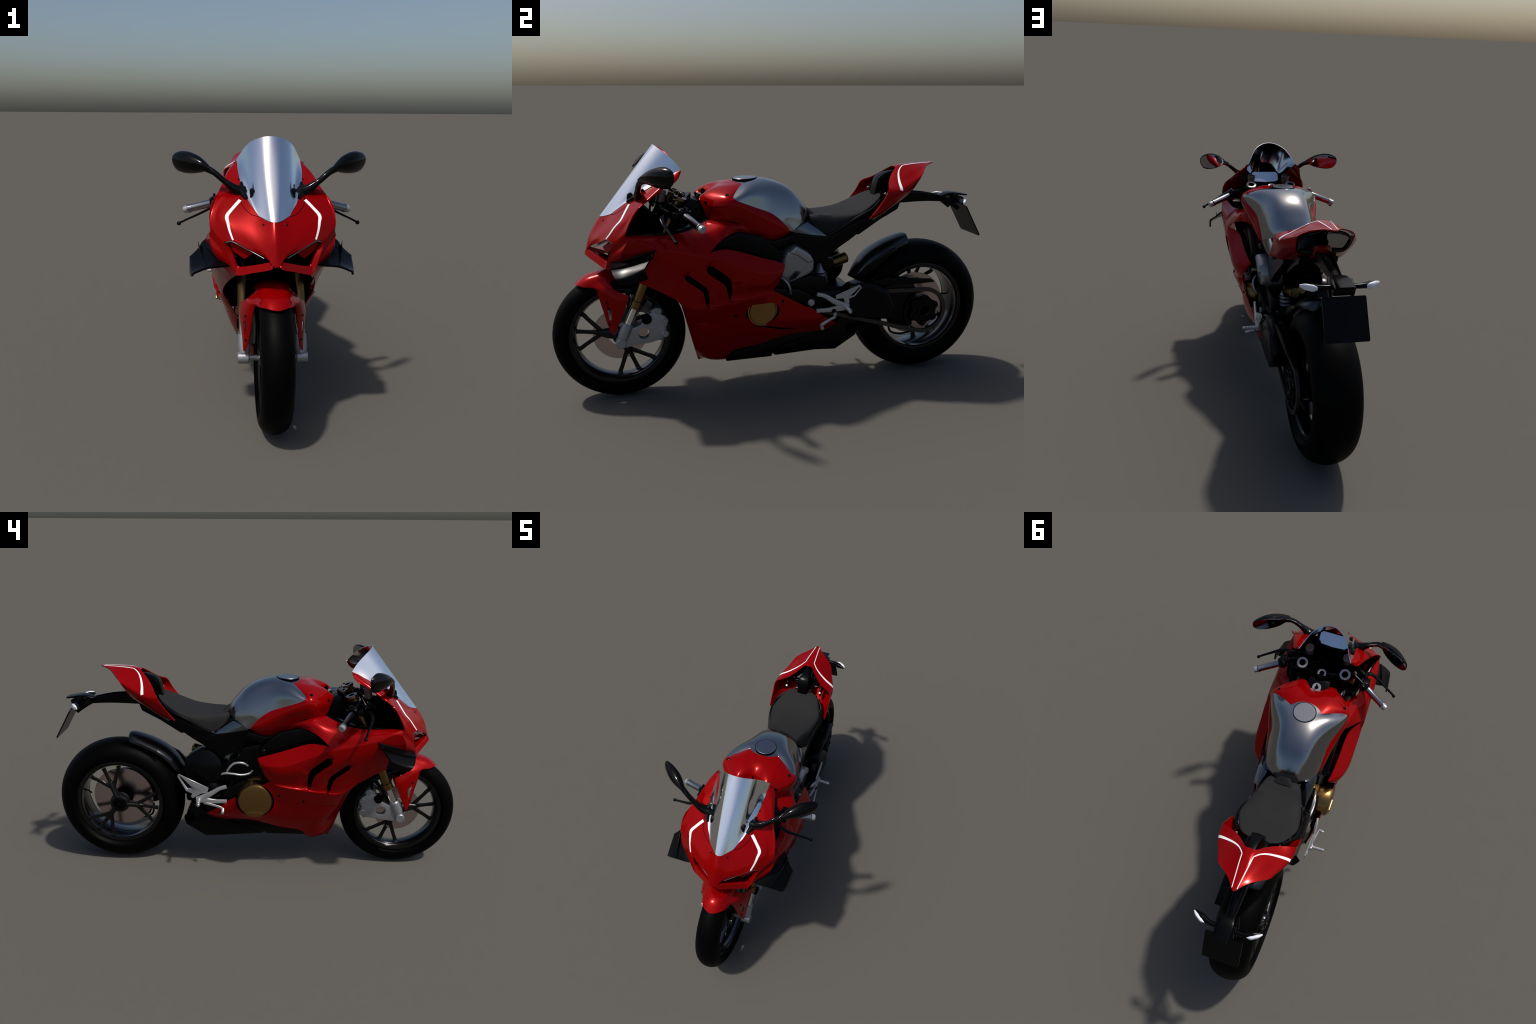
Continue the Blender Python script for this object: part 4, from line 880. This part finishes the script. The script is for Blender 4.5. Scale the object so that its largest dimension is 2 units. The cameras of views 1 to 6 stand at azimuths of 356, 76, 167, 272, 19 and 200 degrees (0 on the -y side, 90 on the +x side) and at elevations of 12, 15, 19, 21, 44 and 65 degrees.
for k in range(31): cpth.append((b1[0] + (b0[0] - b1[0]) * k / 30, b1[1] + (b0[1] - b1[1]) * k / 30))
for k in range(1, 15): cpth.append(pc_(c0_, r0_, a_bot - (2 * pi - (a_top - a_bot)) * k / 15))
rg = []
n = len(cpth)
for i in range(n):
    p, q = cpth[i - 1], cpth[(i + 1) % n]; t = V((0, q[0] - p[0], q[1] - p[1])).normalized(); nr = V((0, -t.z, t.y))
    c = V((0.120, *cpth[i])); rg.append([c + nr * 0.009 + V((0.007, 0, 0)), c - nr * 0.009 + V((0.007, 0, 0)), c - nr * 0.009 - V((0.007, 0, 0)), c + nr * 0.009 - V((0.007, 0, 0))])
rg.append(rg[0])
one("drive_chain", loft(rg, False), CHAIN, swing, 40)
shk = Part()
shk.add(cyl((0.037, 0.248, 0.557), (0.034, 0.322, 0.579), 0.025, None, 28, 0.004), GOLD)
shk.add(revolve([(0.0, 0.014), (0.003, 0.014), (0.003, 0.0)], (0.034, 0.323, 0.5793), (0, 0.96, 0.28), 24), BRONZE)
shk.add(cyl((-0.005, 0.235, 0.56), (-0.005, 0.298, 0.582), 0.021, None, 28, 0.004), GOLD)
shk.add(box((0.025, 0.225, 0.555), (0.08, 0.05, 0.06), 0.008), BLACK)
shk.add(cyl((0.045, 0.190, 0.560), (0.045, 0.192, 0.520), 0.006, 0.026, 20), SILVER)
for k in range(4):
    z = 0.515 - 0.018 * k
    shk.add(revolve([(0.0, 0.022), (0.003, 0.029), (0.011, 0.029), (0.014, 0.022)], (0.045, 0.192 + 0.003 * k, z), (0, 0.15, -1), 24), BRIGHT if k % 2 else SILVER)
shk.add(cyl((0.045, 0.192, 0.52), (0.045, 0.205, 0.42), 0.018, None, 20), BLACK)
shk.obj("rear_shock")
# hugger
rings = []
for y, z, w in [(0.345, 0.478, 0.030), (0.368, 0.512, 0.055), (0.394, 0.552, 0.066), (0.436, 0.594, 0.070), (0.500, 0.632, 0.069), (0.560, 0.656, 0.064), (0.605, 0.669, 0.054), (0.622, 0.669, 0.042), (0.631, 0.665, 0.020)]:
    d_ = V((0, RC[1] - y, RC[2] - z)).normalized(); c = V((0, y, z))
    top = [c + V((w * u, 0, 0)) + d_ * (0.030 * abs(u) ** 3) for u in (-1, -0.85, -0.6, -0.3, 0, 0.3, 0.6, 0.85, 1)]
    rings.append(top + [p + d_ * (0.012 if abs(p.x) > 0.9 * w else 0.016) for p in reversed(top)])
cols = [catmull([r[j] for r in rings], 4) for j in range(len(rings[0]))]
rings = [[c[i] for c in cols] for i in range(len(cols[0]))]
hug = Part(); hug.add(loft(rings), CARBON)
hug.add(prism([(0.345, 0.44), (0.36, 0.50), (0.40, 0.545), (0.50, 0.60), (0.56, 0.615), (0.50, 0.575), (0.42, 0.50), (0.39, 0.45)], 0.068, 0.090, 0.006), BLACK)
hug.obj("rear_hugger")
rcal = Part()
rcal.add(prism([(0.555, 0.215), (0.545, 0.245), (0.60, 0.262), (0.66, 0.25), (0.665, 0.225), (0.61, 0.20)], 0.01, 0.06, 0.008), BLACK)
rcal.add(tube([(0.05, 0.54, 0.26), (0.05, 0.55, 0.20), (0.05, 0.60, 0.18), (0.05, 0.66, 0.185)], 0.005), BLACK)
rcal.obj("rear_caliper", swing)

# ------------------------------------------------------------------ footrests and pedals
for s in (1, -1):
    fr_ = Part()
    X = lambda x: s * x
    zz = 0.0
    fr_.add(sweep([(X(0.180), 0.135, 0.458), (X(0.185), 0.17, 0.448), (X(0.188), 0.215, 0.420), (X(0.188), 0.268, 0.394)], [(0.006, 0.009), (0.006, 0.009), (0.007, 0.012), (0.008, 0.014)], 12, 4), BRIGHT)
    fr_.add(sweep([(X(0.175), 0.135, 0.379), (X(0.183), 0.19, 0.382), (X(0.188), 0.235, 0.388), (X(0.188), 0.268, 0.391)], [(0.006, 0.009), (0.006, 0.010), (0.007, 0.014), (0.008, 0.014)], 12, 4), BRIGHT)
    fr_.add(sweep([(X(0.187), 0.235, 0.392), (X(0.187), 0.245, 0.412)], [(0.005, 0.010), (0.005, 0.010)], 10, 4, None, 2), BRIGHT)
    ro = fr_.obj("footrest_hanger")
    gpts = [(0.220, 0.447), (0.332, 0.488), (0.342, 0.474), (0.309, 0.436), (0.282, 0.427), (0.286, 0.412), (0.277, 0.397), (0.264, 0.408), (0.257, 0.431), (0.222, 0.431)]
    if s < 0: gpts = [(0.221, 0.452), (0.362, 0.521), (0.370, 0.510), (0.330, 0.434), (0.300, 0.421), (0.308, 0.405), (0.297, 0.397), (0.259, 0.421), (0.228, 0.426)]
    if s > 0: sl = [(0.288, 0.440), (0.329, 0.477), (0.334, 0.473), (0.306, 0.441)]
    else: sl = [(0.299, 0.452), (0.352, 0.508), (0.357, 0.503), (0.322, 0.447)]
    hgp = Part(); hgp.add(prism(gpts, X(0.183), X(0.188), 0.001, 1), BRIGHT)
    ho = hgp.obj("heel_guard", ro)
    cm = Part(); cm.add(prism(sl, X(0.17), X(0.20), 0), DEEP); co = cm.obj("slot_cutter", ho)
    bo = ho.modifiers.new("b", 'BOOLEAN'); bo.object = co; bo.solver = 'EXACT'; me = evaluated(ho); ho.modifiers.clear(); ho.data = me; bpy.data.objects.remove(co)
    pg = Part()
    pg.add(cyl((X(0.178), 0.268, 0.392 + zz), (X(0.258), 0.264, 0.390 + zz), 0.0085, 0.0075, 16, 0.002), BRIGHT)
    for k in range(9): pg.add(revolve([(0, 0.008), (0.002, 0.0092), (0.004, 0.008)], (X(0.19 + 0.007 * k), 0.267, 0.3915 + zz), (s, 0, 0), 14), BRIGHT)
    pg.add(box((X(0.187), 0.268, 0.392), (0.02, 0.03, 0.026), 0.004), BRIGHT)
    pg.obj("footpeg", ro)
    ld = Part()
    if s > 0:
        ld.add(sweep([(0.190, 0.211, 0.378), (0.193, 0.217, 0.352), (0.196, 0.19, 0.340), (0.20, 0.151, 0.320)], [(0.005, 0.008), (0.005, 0.007), (0.005, 0.006), (0.006, 0.008)], 12, 3), BRIGHT)
        ld.add(cyl((0.195, 0.150, 0.318), (0.225, 0.149, 0.310), 0.0075, None, 16, 0.002), BRIGHT)
        ld.add(cyl((0.178, 0.211, 0.378), (0.197, 0.211, 0.378), 0.010, None, 16, 0.002), BLACK)
        ld.obj("gear_lever", ro)
    else:
        ld.add(sweep([(-0.190, 0.245, 0.376), (-0.194, 0.20, 0.366), (-0.198, 0.165, 0.357), (-0.20, 0.152, 0.348)], [(0.004, 0.007), (0.004, 0.006), (0.004, 0.006), (0.005, 0.007)], 12, 3), BRIGHT)
        ld.add(sweep([(-0.198, 0.152, 0.348), (-0.212, 0.152, 0.338), (-0.222, 0.153, 0.335)], [(0.007, 0.009), (0.007, 0.007), (0.006, 0.006)], 12, 3), BRIGHT)
        ld.obj("brake_pedal", ro)
one("pivot_cap", cyl((0.10, 0.119, 0.409), (0.152, 0.119, 0.409), 0.016, None, 24, 0.002), BRIGHT, swing)

# ------------------------------------------------------------------ handlebars and cockpit
tcx = Part()
def slab(out, z0, z1, w=0.003):
    n = len(out); tilt = lambda x, y, z: V((x, y, z + (y + 0.43) * 0.42))
    v = [tilt(x, y, z0) for x, y in out] + [tilt(x, y, z1) for x, y in out]
    return bevelled(v, [tuple(range(n)), tuple(range(2 * n - 1, n - 1, -1))] + [(i, i + n, (i + 1) % n + n, (i + 1) % n) for i in range(n)], w)
half = [(0.0, -0.385), (0.03, -0.395), (0.07, -0.415), (0.108, -0.412), (0.140, -0.440), (0.132, -0.475), (0.108, -0.482), (0.08, -0.465), (0.04, -0.445), (0.0, -0.442)]
out = half + [(-x, y) for x, y in reversed(half[1:-1])]
tcx.add(slab(out, 0.866, 0.886), BLACK)
tcx.add(slab([(x * 1.0, y - 0.085) for x, y in out], 0.70, 0.73), BLACK)
triple = tcx.obj("triple_clamp")
def nut(c, r, axis, name):
    p = Part()
    p.add(revolve([(-0.006, r), (0.004, r), (0.006, r - 0.001), (0.0065, r * 0.62)], c, axis, 36), GOLD)
    p.add(revolve([(0.0066, r * 0.62), (0.001, r * 0.58), (0.001, 0.0)], c, axis, 36), DEEP)
    p.add(revolve([(0.0066, r * 0.97), (0.0072, r * 0.95), (0.0072, r * 0.60), (0.0066, r * 0.58)], c, axis, 36), BRIGHT)
    for k in range(12):
        a = 2 * pi * k / 12; s_, u_ = frame(axis); q = V(c) + (s_ * cos(a) + u_ * sin(a)) * r * 0.78 + V(axis).normalized() * 0.0066
        p.add(cyl(q, q + V(axis).normalized() * 0.0012, 0.0014, None, 8), DEEP)
    p.add(cyl(V(c), V(c) + V(axis).normalized() * 0.010, r * 0.35, None, 6), DEEP)
    return p.obj(name, triple)
AX = (0, 0.40, 0.92)
for s in (1, -1): nut((s * 0.108, -0.446, 0.894), 0.0275, AX, "fork_cap")
nut((0, -0.418, 0.892), 0.0215, AX, "steering_nut")
kp = Part()
kp.add(cyl((0, -0.350, 0.855), (0, -0.337, 0.889), 0.021, 0.021, 28, 0.002), BLACK)
kp.add(revolve([(0, 0.0215), (0.003, 0.0215), (0.003, 0.009), (0.0, 0.009)], (0, -0.336, 0.889), AX, 28, True), BRIGHT)
kp.add(ellipsoid((0, -0.333, 0.905), (0.004, 0.010, 0.013)), DEEP)
kp.obj("ignition_switch", triple)
dm = Part()
dm.add(sweep([(-0.07, -0.36, 0.835), (0.0, -0.365, 0.838), (0.07, -0.36, 0.835)], [0.012] * 3, 14), BLACK)
dm.add(cyl((-0.045, -0.40, 0.868), (0.045, -0.402, 0.868), 0.013, None, 18, 0.002), SATIN)
dm.obj("steering_damper", triple)
for s in (1, -1):
    X = lambda x: s * x
    hb = Part()
    g0 = V((X(0.228), -0.438, 0.842)); g1 = V((X(0.330), -0.388, 0.810)); d_ = (g1 - g0).normalized()
    b0_ = V((X(0.108), -0.497, 0.866))
    hb.add(tube([(X(0.112), -0.490, 0.868), (X(0.15), -0.475, 0.866), g0], 0.011, 14), BLACK)
    hb.add(revolve([(-0.016, 0.029), (0.016, 0.029), (0.016, 0.022), (-0.016, 0.022)], (X(0.108), fork_pt(0.83), 0.83), AX, 28, True), BLACK)
    hb.add(sweep([(X(0.118), -0.475, 0.83), (X(0.135), -0.482, 0.852), (X(0.15), -0.475, 0.864)], [(0.012, 0.014)] * 3, 12, 3), BLACK)
    bar = hb.obj("handlebar")
    one("grip", revolve([(0, 0.0), (0, 0.016), (0.004, 0.0165), (0.10, 0.0155), (0.104, 0.018), (0.109, 0.018), (0.11, 0.0)], g0, d_, 28), GRIP, bar)
    one("bar_end", revolve([(0.0, 0.0), (0, 0.0145), (0.004, 0.0155), (0.017, 0.0150), (0.020, 0.012), (0.020, 0.0)], g0 + d_ * 0.111, d_, 28), BRIGHT, bar)
    sg = Part()
    c = g0 - d_ * 0.018
    sg.add(sweep([c - d_ * 0.018, c, c + d_ * 0.016], [(0.020, 0.022), (0.024, 0.026), (0.019, 0.021)], 16, 4, None, 3), BLACK)
    sg.add(box(c + V((0, -0.03, -0.002)), (0.035, 0.03, 0.025), 0.005), BLACK)
    sg.add(box(c + V((X(-0.01), 0.012, 0.018)), (0.02, 0.02, 0.014), 0.003), BLACK)
    sg.add(cyl(c + V((0, 0.02, 0.004)), c + V((0, 0.034, 0.01)), 0.006, None, 12), BLACK)
    sg.add(cyl(c + V((X(0.005), 0.005, 0.02)), c + V((X(0.005), 0.01, 0.032)), 0.005, None, 12), BLACK)
    sg.obj("switchgear", bar)
    mc = Part()
    mc.add(sweep([(X(0.135), -0.535, 0.850), (X(0.165), -0.520, 0.850), (X(0.205), -0.500, 0.846)], [(0.012, 0.012), (0.014, 0.015), (0.012, 0.014)], 14, 3), BLACK)
    mc.add(tube([(X(0.135), -0.535, 0.850), (X(0.115), -0.55, 0.84), (X(0.10), -0.56, 0.78), (X(0.09), -0.57, 0.70)], 0.005), BLACK)
    mc.add(tube([(X(0.104), -0.525, 0.895), (X(0.115), -0.53, 0.87), (X(0.14), -0.53, 0.855)], 0.006), BLACK)
    mc.obj("master_cylinder", bar)
    lv = Part()
    lv.add(sweep([(X(0.195), -0.520, 0.846), (X(0.225), -0.530, 0.838), (X(0.255), -0.527, 0.822), (X(0.285), -0.517, 0.806), (X(0.325), -0.502, 0.786), (X(0.355), -0.491, 0.770)],
                 [(0.008, 0.005), (0.010, 0.005), (0.009, 0.005), (0.007, 0.0045), (0.006, 0.004), (0.006, 0.004)], 12, 2.6), BLACK)
    lv.add(ellipsoid((X(0.358), -0.489, 0.768), (0.0085, 0.0085, 0.0085)), BLACK)
    lv.obj("hand_lever", bar)
    rv = Part()
    rv.add(revolve([(0, 0.0), (0, 0.019), (0.034, 0.019), (0.036, 0.022), (0.046, 0.022), (0.048, 0.020), (0.048, 0.0)], (X(0.096), -0.524, 0.885), (0, 0.12, 1), 28), GLASSY)
    rv.add(cyl((X(0.096), -0.524, 0.875), (X(0.096), -0.524, 0.886), 0.017, None, 20), BLACK)
    rv.obj("fluid_reservoir", bar)
db = Part()
db.add(prism([(-0.655, 0.915), (-0.640, 0.925), (-0.590, 0.868), (-0.60, 0.845), (-0.66, 0.875)], -0.085, 0.085, 0.006), BLACK)
dash = db.obj("dashboard")
n_ = V((0, 0.72, 0.69)).normalized()
dv = [(0.062, -0.6375, 0.925), (0.074, -0.631, 0.917), (0.074, -0.605, 0.889), (0.060, -0.597, 0.880), (0.0, -0.594, 0.877)]
dpts = [V(p) for p in dv] + [V((-p[0], p[1], p[2])) for p in reversed(dv[:-1])]
one("dash_display", loft([[p + n_ * 0.0005 for p in dpts], [p + n_ * 0.004 for p in dpts]]), DASH, dash)
ck = Part()
ck.add(prism([(-0.72, 0.74), (-0.70, 0.83), (-0.655, 0.89), (-0.60, 0.86), (-0.54, 0.80), (-0.52, 0.70), (-0.60, 0.66), (-0.70, 0.68)], -0.095, 0.095, 0.01), DEEP)
ck.both(prism([(-0.69, 0.75), (-0.66, 0.84), (-0.61, 0.87), (-0.56, 0.80), (-0.55, 0.70), (-0.64, 0.69)], 0.09, 0.128, 0.01), DEEP)
ck.both(prism([(-0.66, 0.62), (-0.66, 0.74), (-0.44, 0.74), (-0.34, 0.76), (-0.30, 0.68), (-0.40, 0.56)], 0.145, 0.165, 0.006), DEEP)
ck.both(tube([(0.075, -0.55, 0.74), (0.07, -0.50, 0.80), (0.06, -0.44, 0.84), (0.05, -0.40, 0.80)], 0.007), BLACK)
ck.both(tube([(0.085, -0.56, 0.78), (0.10, -0.52, 0.84), (0.13, -0.50, 0.85)], 0.005), BLACK)
ck.add(cyl((0, -0.53, 0.70), (0, -0.412, 0.885), 0.03, None, 24), BLACK)
ck.obj("cockpit_wiring")
random.seed(5)
wr = Part()
for k in range(24):
    s = 1 if k % 2 else -1
    x = random.uniform(0.02, 0.14); y = random.uniform(-0.56, -0.46); z = random.uniform(0.79, 0.87)
    if k % 3: wr.add(box((s * x, y, z), (random.uniform(0.015, 0.035), random.uniform(0.012, 0.03), random.uniform(0.012, 0.03)), 0.003, (random.uniform(0, 3), random.uniform(0, 1), 0)), BLACK)
    else: wr.add(tube([(s * x, y, z), (s * (x + 0.02), y - 0.02, z - 0.03), (s * (x - 0.01), y - 0.04, z - 0.07)], 0.004), BLACK)
wo_ = wr.obj("cockpit_fitting"); wo_["kind"] = "stuff"

tr = Part()
tr.both(sweep([(0.112, -0.335, 0.800), (0.128, -0.378, 0.784), (0.148, -0.412, 0.774), (0.168, -0.470, 0.766), (0.188, -0.560, 0.766), (0.205, -0.645, 0.772)], [(0.020, 0.004), (0.020, 0.004), (0.018, 0.004), (0.016, 0.004), (0.014, 0.004), (0.010, 0.004)], 10, 3), BLACK)
tr.obj("cockpit_trim")

ty_ = Part()
ty_.both(prism([(-0.50, 0.72), (-0.49, 0.745), (-0.37, 0.765), (-0.335, 0.77), (-0.33, 0.74), (-0.40, 0.71)], 0.060, 0.150, 0.010), BLACK)
ty_.both(sweep([(0.085, -0.47, 0.748), (0.10, -0.42, 0.765), (0.10, -0.375, 0.775)], [(0.03, 0.02), (0.032, 0.022), (0.02, 0.015)], 14, 2.5), RIMB)
ty_.obj("radiator_tray")
